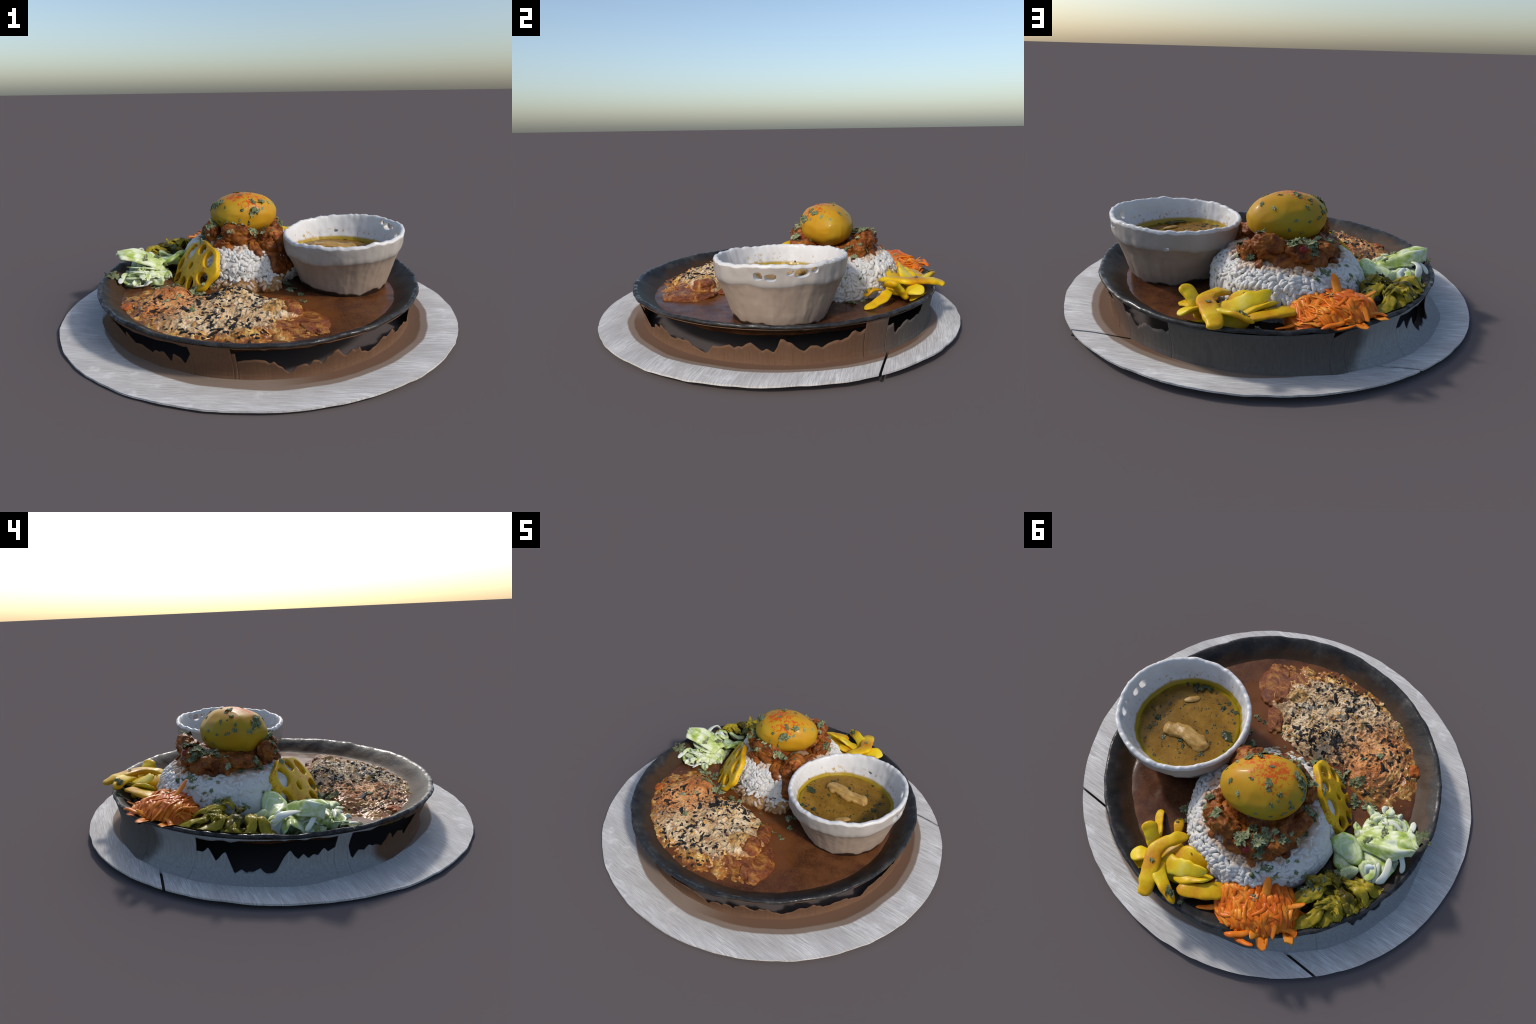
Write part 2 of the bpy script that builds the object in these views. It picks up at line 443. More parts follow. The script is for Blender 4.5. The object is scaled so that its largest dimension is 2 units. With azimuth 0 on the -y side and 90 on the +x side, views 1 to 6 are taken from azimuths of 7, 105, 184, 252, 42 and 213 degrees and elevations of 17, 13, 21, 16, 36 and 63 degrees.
def mat_rice_core():
    N = Nodes("packed_rice", 0.45, 0.4)
    n = N.noise(18, 4, 0.6)
    c = N.mix(n, (0.56, 0.51, 0.44), (0.70, 0.69, 0.675))
    z = N.math("ADD", N.z, N.math("MULTIPLY", N.math("SUBTRACT", N.noise(14, 3), 0.5), 0.07))
    south = N.math("SUBTRACT", 1, N.step(N.y, 0.02, 0.16))
    wet = N.math("MULTIPLY", N.math("SUBTRACT", 1, N.step(z, 0.15, 0.20)), N.math("ADD", N.math("MULTIPLY", south, 0.9), 0.1))
    c = N.mix(wet, c, (0.20, 0.09, 0.03))
    drip = N.math("MULTIPLY", N.step(z, 0.30, 0.335), 0.8)
    c = N.mix(drip, c, (0.34, 0.16, 0.05))
    N.bump(N.noise(60, 3), 0.4, 0.006)
    return N.done(c)

def mat_grain():
    N = Nodes("boiled_rice_grain", 0.32, 0.45)
    geo = N.t.nodes.new("ShaderNodeNewGeometry").outputs["Position"]
    n = N.noise(22, 2, 0.5, geo)
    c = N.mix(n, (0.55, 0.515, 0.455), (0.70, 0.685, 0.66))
    s = N.t.nodes.new("ShaderNodeSeparateXYZ"); N.t.links.new(geo, s.inputs[0])
    x, y, z = s.outputs
    zz = N.math("ADD", z, N.math("MULTIPLY", N.math("SUBTRACT", N.noise(13, 3, 0.5, geo), 0.5), 0.09))
    south = N.math("SUBTRACT", 1, N.step(y, 0.02, 0.16))
    wet = N.math("MULTIPLY", N.math("SUBTRACT", 1, N.step(zz, 0.165, 0.205)), N.math("ADD", N.math("MULTIPLY", south, 0.75), 0.08))
    c = N.mix(wet, c, (0.30, 0.15, 0.055))
    drip = N.math("MULTIPLY", N.step(zz, 0.325, 0.345), 0.6)
    c = N.mix(drip, c, (0.50, 0.27, 0.10))
    N.b.inputs["Subsurface Weight"].default_value = 0.5
    N.b.inputs["Subsurface Radius"].default_value = (0.02, 0.017, 0.013)
    return N.done(c)

def mat_lotus():
    N = Nodes("yellow_lotus_root", 0.38, 0.45)
    n = N.noise(9, 3, 0.55)
    c = N.ramp(n, [(0.3, (0.42, 0.22, 0.006)), (0.55, (0.60, 0.36, 0.010)), (0.75, (0.68, 0.47, 0.02))])
    sp = N.math("ADD", N.noise(60, 3, 0.7), N.math("MULTIPLY", N.noise(6, 2), 0.35))
    c = N.mix(N.math("MULTIPLY", N.step(sp, 0.74, 0.84), 0.85), c, (0.50, 0.085, 0.012))
    N.bump(N.noise(20, 3), 0.2, 0.005)
    return N.done(c)

def mat_leek():
    N = Nodes("pale_green_leek", 0.32, 0.5)
    n = N.noise(7, 3, 0.6, N.map((1.6, 1.6, 2.6)), dist=1.2)
    c = N.ramp(n, [(0.32, (0.27, 0.38, 0.06)), (0.45, (0.47, 0.55, 0.20)), (0.55, (0.64, 0.69, 0.46)), (0.74, (0.74, 0.77, 0.66))])
    v = N.noise(26, 3, 0.6, N.map((1, 3.0, 1), (0, 0, 0.7)))
    c = N.mix(N.math("MULTIPLY", N.step(v, 0.55, 0.75), 0.25), c, (0.42, 0.52, 0.16))
    r = N.step(N.noise(28, 2), 0.75, 0.78)
    c = N.mix(r, c, (0.55, 0.15, 0.03))
    return N.done(c)

def mat_ring_slice():
    N = Nodes("leek_cut_face", 0.3, 0.5)
    g = N.math("SQRT", N.math("ADD", N.math("MULTIPLY", N.x, N.x), N.math("MULTIPLY", N.y, N.y)))
    w = N.math("ADD", g, N.math("MULTIPLY", N.math("SUBTRACT", N.noise(2.6, 4), 0.5), 0.9))
    c = N.ramp(w, [(0.0, (0.60, 0.68, 0.42)), (0.38, (0.52, 0.61, 0.27)), (0.55, (0.66, 0.72, 0.50)), (0.72, (0.50, 0.59, 0.22)), (0.84, (0.64, 0.70, 0.42)), (1.0, (0.34, 0.46, 0.09))])
    return N.done(c)

WOOD, SKIRT, DISH, CURRY = mat_wood(), mat_skirt(), mat_dish(), mat_curry()
BOWL, BAND, BODY, BROTH = mat_bowl(), mat_band(), mat_bowl_body(), mat_broth()
CHEESE, PORK, MEAT, EGG = mat_cheese(), mat_pork(), mat_meat(), mat_egg()
CORE, GRAIN, LOTUS, LEEK, RINGS = mat_rice_core(), mat_grain(), mat_lotus(), mat_leek(), mat_ring_slice()
GAP = mat_simple("dark_seam_strip", [(0.3, (0.012, 0.011, 0.010)), (0.7, (0.03, 0.026, 0.024))], 20, 0.9)
RADISH = mat_simple("yellow_pickle", [(0.25, (0.48, 0.19, 0.004)), (0.45, (0.63, 0.37, 0.006)), (0.62, (0.69, 0.50, 0.015)), (0.8, (0.66, 0.56, 0.13))], 8, 0.36, bump=0.35, bscale=45, rand=0.25)
CARROT = mat_simple("grated_carrot", [(0.25, (0.48, 0.075, 0.004)), (0.5, (0.68, 0.165, 0.010)), (0.75, (0.72, 0.29, 0.035))], 12, 0.32, bump=0.3, bscale=50, rand=0.35)
CARROT_BED = mat_simple("carrot_pulp", [(0.3, (0.44, 0.065, 0.004)), (0.5, (0.64, 0.14, 0.009)), (0.72, (0.70, 0.25, 0.025))], 20, 0.35, bump=0.5, bscale=60, bd=0.008)
GREENS = mat_simple("olive_pickled_greens", [(0.25, (0.055, 0.042, 0.004)), (0.45, (0.18, 0.138, 0.008)), (0.62, (0.33, 0.245, 0.014)), (0.8, (0.45, 0.33, 0.03))], 12, 0.34, bump=0.4, bscale=40, rand=0.3)
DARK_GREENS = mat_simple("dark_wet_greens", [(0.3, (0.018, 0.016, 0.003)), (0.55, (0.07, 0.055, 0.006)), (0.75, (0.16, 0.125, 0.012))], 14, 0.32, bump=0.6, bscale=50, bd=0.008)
STAINED = mat_simple("curry_stained_rice", [(0.30, (0.06, 0.024, 0.008)), (0.45, (0.22, 0.105, 0.035)), (0.6, (0.40, 0.25, 0.12)), (0.75, (0.55, 0.45, 0.32))], 22, 0.35, bump=0.7, bscale=60, bd=0.010)
SESAME = mat_simple("sesame", [(0.3, (0.60, 0.40, 0.20)), (0.7, (0.76, 0.60, 0.38))], 30, 0.4, bump=0)
CHAR = mat_simple("charred_cheese", [(0.3, (0.008, 0.008, 0.009)), (0.6, (0.020, 0.018, 0.018)), (0.8, (0.07, 0.055, 0.05))], 40, 0.28, bump=0.5, bscale=90)
SHRED = mat_simple("melted_cheese_shred", [(0.25, (0.30, 0.11, 0.02)), (0.5, (0.52, 0.28, 0.075)), (0.75, (0.64, 0.46, 0.21))], 1.5, 0.3, bump=0.2, rand=0.4)
HERB = mat_simple("dried_herb_leaf", [(0.22, (0.045, 0.055, 0.026)), (0.42, (0.135, 0.160, 0.080)), (0.6, (0.235, 0.260, 0.140)), (0.8, (0.42, 0.42, 0.24))], 1.6, 0.7, spec=0.25, bump=0.35, bscale=5, rand=0.3, bd=0.08)
DARK_HERB = mat_simple("wet_dark_herb", [(0.3, (0.014, 0.020, 0.008)), (0.7, (0.05, 0.062, 0.02))], 30, 0.3)
CHICKEN = mat_simple("simmered_chicken", [(0.3, (0.26, 0.13, 0.025)), (0.5, (0.40, 0.235, 0.065)), (0.72, (0.52, 0.34, 0.13))], 18, 0.3, bump=0.5, bscale=60, stretch=(1, 2.5, 1))
BERRY = mat_simple("red_pepper_berry", [(0.3, (0.14, 0.01, 0.01)), (0.7, (0.26, 0.03, 0.025))], 20, 0.2)
CUBE = mat_simple("orange_carrot_chunk", [(0.3, (0.24, 0.05, 0.01)), (0.55, (0.42, 0.11, 0.018)), (0.75, (0.56, 0.22, 0.05))], 22, 0.25)
WHITE = mat_simple("white_leek_shred", [(0.3, (0.58, 0.60, 0.46)), (0.7, (0.74, 0.75, 0.68))], 10, 0.35, bump=0.1)
CUT = mat_simple("translucent_leek_core", [(0.3, (0.55, 0.62, 0.60)), (0.7, (0.70, 0.76, 0.78))], 12, 0.3, bump=0.1)

surfaces = []          # (verts, faces) that garnish may lie on
def solid(o):
    me = o.data
    v = np.empty(len(me.vertices) * 3); me.vertices.foreach_get("co", v)
    surfaces.append((v.reshape(-1, 3), [tuple(p.vertices) for p in me.polygons]))
    return o

def dish_z(x, y):
    """height of the inside of the dish"""
    r = np.hypot(x - 0.001, y - 0.025)
    k = smooth(0.69, 0.80, r)
    z = np.interp(r, [0, 0.58, 0.66, 0.69, 0.711, 0.74, 0.768, 0.786, 0.8, 0.806], [0.127, 0.127, 0.128, 0.134, 0.146, 0.168, 0.188, 0.198, 0.205, 0.206])
    return z + y * (0.012 * (1 - k) + 0.015 * k) + x * 0.005 * k
def keep_in_dish(v, eps=0.004):
    """food may lie on the wall of the dish or over its rim, never through it"""
    v = np.array(v, float)
    c = np.array([0.001, 0.025]); d = v[:, :2] - c; r = np.hypot(d[:, 0], d[:, 1])
    low = (r > 0.785) & (v[:, 2] < dish_z(v[:, 0], v[:, 1]))
    k = np.where(low, 0.785 / r, 1.0)
    v[:, :2] = c + d * k[:, None]
    v[:, 2] = np.maximum(v[:, 2], dish_z(v[:, 0], v[:, 1]) + eps)
    return v
def sauce_z(x, y): return 0.139 + 0.012 * y + 0 * x

# ================================================================== TABLE TOP
table = thing("wooden_tabletop", (0, 0, 0.0), "round cut-out of pale grey weathered wooden table", "table top")
NT = 540
th = np.arange(NT) * TAU / NT
def table_radius(th):
    ex, ey = np.sin(th), -np.cos(th)
    R = 1 / np.sqrt((ex / 1.0) ** 2 + (ey / 0.962) ** 2)
    ring = np.stack([ex, ey, 0 * ex], -1)
    return R - 0.001 + 0.0022 * fbm(ring, 12, 3, 5)
def table_z(x, y):
    r = np.hypot(x, y)
    p = np.stack([x, y, 0 * x], -1)
    k = smooth(0.77, 0.95, r)
    return (0.014 + 0.009 * np.clip((x + y) / 1.1, -0.5, 1)) * (1 - k) + (0.025 + 0.010 * (x + y)) * k + 0.0015 * fbm(p, 5, 2, 8) + 0.0018 * smooth(0.9, 1.0, r) * fbm(p, 14, 2, 3)
RT = table_radius(th)
rows = np.linspace(0, 1, 14)
INNER = np.stack([0.012 + 0.762 * np.sin(th), 0.042 - 0.762 * np.cos(th)], -1)      # hollow under the dish
OUTER = np.stack([np.sin(th) * RT, -np.cos(th) * RT], -1)
TOP = np.stack([INNER + (OUTER - INNER) * s for s in rows], 1)
ztop = table_z(TOP[..., 0], TOP[..., 1])
up_ = np.concatenate([TOP, ztop[..., None]], -1); dn_ = np.concatenate([TOP[:, ::-1], (ztop - 0.008)[:, ::-1, None]], -1)
loop = np.concatenate([up_, dn_], 1)
nv = loop.shape[1]
VT = loop.reshape(-1, 3); VT[:, 2] -= 0
FT = grid_faces(NT, nv, True, True)
FT = [tuple(reversed(q)) for q in FT]
pa, pb = Vector((0.785, 0.600, 0)), Vector((-0.67, 0.712, 0))
pn = Vector((-(pb - pa).y, (pb - pa).x, 0)).normalized()
if pn.y < 0: pn = -pn
def board(clear_out, off):
    bm = bmesh.new()
    vs = [bm.verts.new(v) for v in VT]
    for q in FT: bm.faces.new([vs[i] for i in q])
    res = bmesh.ops.bisect_plane(bm, geom=bm.verts[:] + bm.edges[:] + bm.faces[:], plane_co=pa + pn * off, plane_no=pn, clear_outer=clear_out, clear_inner=not clear_out)
    edges = [e for e in bm.edges if e.is_boundary]
    bmesh.ops.holes_fill(bm, edges=edges, sides=0)
    bmesh.ops.recalc_face_normals(bm, faces=bm.faces[:])
    me = bpy.data.meshes.new("board"); bm.to_mesh(me); bm.free()
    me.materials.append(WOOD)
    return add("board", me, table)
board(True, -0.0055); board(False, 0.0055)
for a, b in ((pa, pa.lerp(pb, 0.145)), (pb, pb.lerp(pa, 0.19))):
    a2 = a.lerp(b, 0.02)
    v, f = sweep([(*a2.xy, 0.013), (*a2.lerp(b, 0.5).xy, 0.011), (*b.xy, 0.008)], 0.006, 0.005, 8, 8, square=0.5)
    part("added_gap_strip", v, f, GAP, table)  # dark strip added inside the seam so it shows as a dark line

# ================================================================== DISH, SAUCE, SCAN SKIRT
dish = thing("curry_dish", (0, 0.025, 0.0), "wide black stoneware dish filled with glossy brown curry", "dish")
prof = refine([(0.0, 0.127), (0.58, 0.127), (0.66, 0.128), (0.690, 0.134), (0.711, 0.146), (0.740, 0.168), (0.768, 0.188), (0.786, 0.198), (0.796, 0.2025), (0.803, 0.2035), (0.809, 0.199), (0.811, 0.193), (0.808, 0.188), (0.800, 0.190), (0.784, 0.192), (0.766, 0.1835), (0.738, 0.163), (0.710, 0.141), (0.688, 0.129), (0.65, 0.123), (0.0, 0.122)], 0.014)
V, F = lathe(prof, 480)
c = np.array([0.001, 0.025, 0])
rr = np.hypot(V[..., 0], V[..., 1])
V = V + c
k = smooth(0.69, 0.80, rr)
V[..., 2] += V[..., 1] * (0.012 * (1 - k) + 0.015 * k) + V[..., 0] * 0.005 * k
w = smooth(0.60, 0.78, rr)
ring = V / (np.linalg.norm(V[..., :2], axis=-1)[..., None] + 1e-6)
V[..., 2] += w * (0.004 * fbm(V, 9, 3, 2))
s = 1 + w * 0.0045 * fbm(V * [1, 1, 0.4], 11, 3, 21) + w * 0.006 * np.sin(2 * np.arctan2(V[..., 0], -V[..., 1]) - 0.3)*0
V[..., :2] = c[:2] + (V[..., :2] - c[:2]) * s[..., None]
pan = part("dish_body", V.reshape(-1, 3), F, DISH, dish); solid(pan)

def sauce_disc(name, cx, cy, R, zfn, mat, parent, nr=60, n=240, rip=0.0015):
    rad = np.linspace(0, 1, nr); t = np.arange(n) * TAU / n
    x = cx + R(t)[:, None] * rad * np.sin(t)[:, None]; y = cy - R(t)[:, None] * rad * np.cos(t)[:, None]
    z = zfn(x, y)
    z = z + rip * fbm(np.stack([x, y, 0 * x], -1), 14, 3, 4)
    z[:, -1] -= 0.010; z[:, -2] -= 0.003; z[:, -3] -= 0.001
    return solid(part(name, np.stack([x, y, z], -1).reshape(-1, 3), [tuple(reversed(q)) for q in grid_faces(n, nr, True)], mat, parent))
def curry_R(t):
    p = np.stack([np.sin(t), -np.cos(t), 0 * t], -1)
    return 0.716 + 0.012 * fbm(p, 5, 3, 31)
sauce_disc("curry_sauce", 0.0, 0.027, curry_R, sauce_z, CURRY, dish)

# leftover scan skirt under the rim: a thin shell with holes the scan left
HOLES = [  # azimuth, height of the scan hole's lower edge ... and the height of the upper edge
    (((309, .130), (321, .104), (325, .074), (336, .082), (343, .088), (346, .135)), 0.164),
    (((359, .130), (5, .114), (14, .076), (24, .086), (31, .108), (42, .092), (56, .088), (67, .076), (77, .075), (84, .108), (92, .118), (100, .126), (110, .130), (118, .138), (120, .146), (129, .158)), 0.176),
    (((138, .168), (142, .125), (148, .138), (153, .145), (157, .174)), 0.184),
    (((204, .186), (206, .174), (208.5, .186)), 0.198),
    (((228, .146), (236, .110), (244, .064), (252, .094), (256, .124), (264, .104), (269, .142)), 0.172),
    (((273.5, .130), (275, .092), (280, .082), (287, .098), (293, .090), (300, .088), (303, .116)), 0.164)]
STEP = 0.4
def scan_gap(az):
    for pts, hi in HOLES:
        a0 = pts[0][0]
        xs = [((p[0] - a0) % 360) for p in pts]
        d = (az - a0) % 360
        if d <= xs[-1]:
            return float(np.interp(d, xs, [p[1] for p in pts])), hi
    return None
teeth = {}
def tooth(az, seed, wdt):
    i = math.floor(az / wdt); f = az / wdt - i
    h = lambda q: float(_hash(np.int64(q), np.int64(seed), np.int64(3), 5))
    return h(i) * (1 - f) + h(i + 1) * f
SV, SF = [], []
def shell_point(az, z):
    t = math.radians(az)
    ztop = 0.183 + 0.015 * (0.03 - 0.8 * math.cos(t)) + 0.004 * math.sin(t)
    u = min(1, max(0, (z - 0.012) / (ztop - 0.012)))
    flare = 0.055 * (1 - u) ** 6 + 0.012 * (1 - u) ** 2
    grey = max(0, math.cos(t - math.radians(250)))
    flare *= 0.55 + 1.1 * grey ** 2
    g2 = max(0, math.cos(t - math.radians(236)))
    flare += 0.060 * g2 ** 3 * (1 - u) ** 2.3
    bx, by, br = 0.010, 0.042, 0.738
    cx, cy, r = bx + (0.001 - bx) * u, by + (0.025 - by) * u, br + (0.803 - br) * u + flare
    r += 0.004 * tooth(az, 77, 5.0) * (1 - u)
    return (cx + r * math.sin(t), cy - r * math.cos(t), 0.002 + (ztop - 0.002) * u), ztop
cols = int(360 / STEP)
prev = None
ROWS = 9
def strip(a0, a1, lo0, hi0, lo1, hi1, rows):
    base = len(SV)
    for az, lo, hi in ((a0, lo0, hi0), (a1, lo1, hi1)):
        for j in range(rows):
            SV.append(shell_point(az, lo + (hi - lo) * j / (rows - 1))[0])
    for j in range(rows - 1):
        SF.append((base + j, base + rows + j, base + rows + j + 1, base + j + 1))
for i in range(cols):
    a0, a1 = i * STEP, (i + 1) * STEP
    am = (a0 + a1) / 2
    zt0, zt1 = shell_point(a0, 0.1)[1], shell_point(a1, 0.1)[1]
    hole = scan_gap(am)
    if hole is None:
        strip(a0, a1, 0.0, zt0, 0.0, zt1, 12)
    else:
        e = []
        for a in (a0, a1):
            hh = scan_gap(a) or hole
            aw = a + 1.6 * tooth(a, 9, 7.0)
            lo = hh[0] - 0.006 + 0.026 * tooth(aw, 1, 3.4) + 0.014 * tooth(aw, 2, 1.5)
            hi = hh[1] + (0.016 if 45 < a < 220 else 0.004 if 220 <= a < 295 else -0.009) + 0.007 * tooth(aw, 4, 2.2)
            zt = shell_point(a, 0.1)[1]
            hi = min(hi, zt - 0.003); lo = min(lo, hi - 0.004)
            e.append((max(lo, 0.03), hi, zt))
        strip(a0, a1, 0.0, e[0][0], 0.0, e[1][0], 9)
        strip(a0, a1, e[0][1], e[0][2], e[1][1], e[1][2], 3)
me = make_mesh("scan_skirt", SV, SF, SKIRT)
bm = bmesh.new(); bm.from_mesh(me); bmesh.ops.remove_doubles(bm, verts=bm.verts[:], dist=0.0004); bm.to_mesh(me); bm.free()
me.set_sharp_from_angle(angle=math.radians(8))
side = add("scan_skirt", me, dish)
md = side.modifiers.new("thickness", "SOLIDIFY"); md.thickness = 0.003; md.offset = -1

# ================================================================== SOUP BOWL
bowl = thing("soup_bowl", (0.44, 0.113, 0.12), "small white china bowl of yellow-brown soup", "bowl")
BC, BZ = np.array([0.438, 0.114]), 0.4275
def bend_bowl(V, lump=1.0):
    """profile z is measured from the rim plane; tilt the rim, shift the foot"""
    t = np.arctan2(V[..., 0], -V[..., 1])
    z = V[..., 2] + BZ
    k = smooth(0.15, 0.34, z)
    rr = np.hypot(V[..., 0], V[..., 1])
    p = np.stack([np.sin(t), -np.cos(t), z * 3], -1)
    pf = np.stack([np.sin(t), -np.cos(t), z * 0.6], -1)
    s = 1 + lump * (0.010 * fbm(p, 2.6, 2, 6) + 0.0035 * fbm(p, 12, 2, 7) + 0.010 * fbm(pf, 6.5, 2, 27) * smooth(0.41, 0.36, z))
    z = z + 0.010 * fbm(pf, 3.5, 2, 29) * np.exp(-((z - 0.335) / 0.035) ** 2)
    x = BC[0] + 0.006 * (1 - k) + V[..., 0] * s; y = BC[1] + V[..., 1] * s
    z = z + k * (0.061 * (x - BC[0]) + 0.034 * (y - BC[1])) + 0.022 * (1 - k) * (y - BC[1]) + lump * smooth(0.36, 0.42, z) * 0.0055 * fbm(p, 8, 3, 9)
    return np.stack([x, y, z], -1)
outer_band = [(0.289, -0.004), (0.2935, -0.0005), (0.301, 0.0), (0.3075, -0.004), (0.3100, -0.013), (0.3065, -0.045), (0.3045, -0.072), (0.302, -0.084), (0.297, -0.095)]
inner = [(0.10, -0.235), (0.20, -0.20), (0.245, -0.125), (0.262, -0.09), (0.275, -0.05), (0.284, -0.018), (0.289, -0.004)]
body = [(0.297, -0.095), (0.289, -0.108), (0.270, -0.150), (0.247, -0.210), (0.230, -0.258), (0.219, -0.290), (0.214, -0.325), (0.10, -0.325)]
up_prof = refine(inner + outer_band[1:], 0.007)
V, F = lathe(up_prof, 360)
rim_part = part("bowl_rim", bend_bowl(V).reshape(-1, 3), [tuple(reversed(q)) for q in F], BOWL, bowl)
rim_part.data.materials.append(BAND)
j0 = int(np.argmax((up_prof[:, 0] > 0.3085) & (up_prof[:, 1] < -0.012)))
for q_, poly in zip(F, rim_part.data.polygons):
    if min(i % len(up_prof) for i in q_) >= j0: poly.material_index = 1
# holes the scan left in the band, cut right through
for az, z, wx, hz in ((85.6, 0.397, 0.021, 0.018), (95.8, 0.394, 0.026, 0.016), (111.1, 0.415, 0.015, 0.012), (120.6, 0.411, 0.033, 0.019), (131, 0.421, 0.017, 0.014), (186, 0.352, 0.012, 0.008)):
    v, f = blob((0, 0, 0), (wx, 0.06, hz), 0, 0.10, 1.5, int(az), 3, 0.75)
    t = math.radians(az)
    v = rotz(v, t) + np.array([BC[0] + 0.295 * math.sin(t), BC[1] - 0.295 * math.cos(t), z])
    cut = part("scan_hole_cutter", v, f, BOWL, None, sm=False)
    m = rim_part.modifiers.new("scan_hole", "BOOLEAN"); m.operation = "DIFFERENCE"; m.object = cut; m.solver = "EXACT"
    cut.hide_render = True; cut.hide_viewport = True
# the boolean needs a closed wall: close the bowl with its body first, then split by material
V2, F2 = lathe(refine(body, 0.008), 360)
body_part = part("bowl_body", bend_bowl(V2).reshape(-1, 3), [tuple(reversed(q)) for q in F2], BODY, bowl)
def close_wall():
    dg = bpy.context.evaluated_depsgraph_get()
    me = bpy.data.meshes.new_from_object(rim_part.evaluated_get(dg))
    cutters = [m.object for m in rim_part.modifiers]
    rim_part.modifiers.clear()
    rim_part.data = me; me.name = "bowl_rim"
    for c_ in cutters: bpy.data.objects.remove(c_)
# close rim part: bridge inner bottom loop to outer bottom loop so the wall is a solid
bm = bmesh.new(); bm.from_mesh(rim_part.data); bm.verts.ensure_lookup_table()
npf = len(up_prof)
for i in range(360):
    j = (i + 1) % 360
    bm.faces.new([bm.verts[i * npf], bm.verts[j * npf], bm.verts[j * npf + npf - 1], bm.verts[i * npf + npf - 1]])
bmesh.ops.recalc_face_normals(bm, faces=bm.faces[:]); bm.to_mesh(rim_part.data); bm.free()
rim_part.data.polygons.foreach_set("use_smooth", [True] * len(rim_part.data.polygons))
bpy.context.view_layer.update()
close_wall()
rim_part.data.shade_smooth() if hasattr(rim_part.data, "shade_smooth") else None
rim_part.data.set_sharp_from_angle(angle=math.radians(50))
solid(rim_part); solid(body_part)
def broth_R(t): return 0.252 + 0 * t
sauce_disc("broth", 0.436, 0.113, broth_R, lambda x, y: 0.3105 - 0.022 * (x - .436) + 0.004 * (y - .113), BROTH, bowl, 40, 160, 0.0012)
v, f = sweep([(0.285, 0.196, 0.305), (0.33, 0.176, 0.315), (0.40, 0.163, 0.319), (0.46, 0.170, 0.314), (0.525, 0.186, 0.301)], cap(0.038, .12, .10, .5), cap(0.022, .2, .2, .35), 40, 20, amp=0.011, freq=28, seed=3, square=0.8)
part("chicken_strip", v, f, CHICKEN, bowl)
for i, (a, b, r) in enumerate((((0.535, 0.02, 0.312), (0.475, -0.035, 0.310), 0.016),)):
    m_ = [(p + q) / 2 for p, q in zip(a, b)]; m_[2] += 0.001
    v, f = sweep([a, m_, b], cap(r, .3, .3, .3), cap(r * .35, .3, .3, .3), 16, 12, amp=0.005, freq=30, seed=i)
    part("chicken_strip", v, f, CHICKEN, bowl)

# ================================================================== RICE
rice = thing("rice_mound", (-0.11, 0.285, 0.12), "domed mound of sticky white rice", "rice")
RC = np.array([-0.112, 0.287])
RPROF = np.array([(0.335, 0.110), (0.343, 0.150), (0.344, 0.195), (0.332, 0.245), (0.313, 0.285), (0.282, 0.315), (0.246, 0.338), (0.18, 0.352), (0.0, 0.358)])
def rice_point(t, s):
    """t azimuth, s 0..1 along the profile"""
    L = np.r_[0, np.cumsum(np.linalg.norm(np.diff(RPROF, axis=0), axis=1))]; L = L / L[-1]
    r = np.interp(s, L, RPROF[:, 0]); z = np.interp(s, L, RPROF[:, 1])
    foot = smooth(0.21, 0.14, z)
    r = r * (1 - (0.015 + 0.09 * foot) * np.clip(np.cos(t - 0.1), 0, 1) + 0.030 * np.clip(np.cos(t - 1.7), 0, 1) ** 2 + 0.030 * np.clip(np.cos(t - 4.5), 0, 1))
    q = np.stack([np.sin(t) + 0 * z, np.cos(t) + 0 * z, z * 3], -1)
    r = r * (1 + 0.028 * fbm(q, 2.3, 2, 15))
    p = np.stack([RC[0] + r * np.sin(t), RC[1] - r * np.cos(t), z], -1)
    return p
t_, s_ = np.meshgrid(np.arange(200) * TAU / 200, np.linspace(0, 1, 60), indexing="ij")
P = rice_point(t_, s_)
rad = np.stack([np.sin(t_), -np.cos(t_), 0.6 + 0 * t_], -1)
P = P + rad * (0.006 * fbm(P, 12, 3, 13) * smooth(1, 0.8, s_) - 0.006)[..., None]
core = solid(part("rice_core", P.reshape(-1, 3), [tuple(reversed(q)) for q in grid_faces(200, 60, True)], CORE, rice))
foot_grains = []
for c_, r_, a_, sd in (((-0.075, -0.020, 0.130), (0.125, 0.085, 0.075), 0.1, 3), ((0.045, 0.010, 0.130), (0.085, 0.080, 0.080), 0.5, 5), ((-0.19, 0.00, 0.130), (0.09, 0.07, 0.055), -0.4, 7)):
    v, f = blob(c_, r_, a_, 0.16, 2.6, sd, 5, 0.9, 4)
    foot_o = solid(part("stained_rice", v, f, STAINED, rice))
    fb = BVHTree.FromPolygons([tuple(p) for p in v], f)
    for q in range(90):
        x, y = c_[0] + rng.normal(0, r_[0] * 0.5), c_[1] + rng.normal(0, r_[1] * 0.5)
        p, n = fb.ray_cast(Vector((x, y, 1)), Vector((0, 0, -1)))[:2]
        if p is not None and p.z > 0.142: foot_grains.append((p, n))
gv, gf = [], []
def grain_mesh(seed):
    r_ = np.random.default_rng(seed)
    b_ = r_.uniform(-0.003, 0.003)
    L = r_.uniform(0.0175, 0.0215); W = r_.uniform(0.0080, 0.0098)
    return sweep([(-L, 0, 0), (-L * .4, b_, 0.001), (L * .4, b_, 0.001), (L, 0, 0)], cap(W, .42, .48, .15), cap(W * .8, .42, .48, .15), 11, 10)
GR = [make_mesh("rice_grain", *grain_mesh(i), GRAIN) for i in range(5)]
GRD = [grain_mesh(i) for i in range(5)]
stuff, named = [], 0
order = []
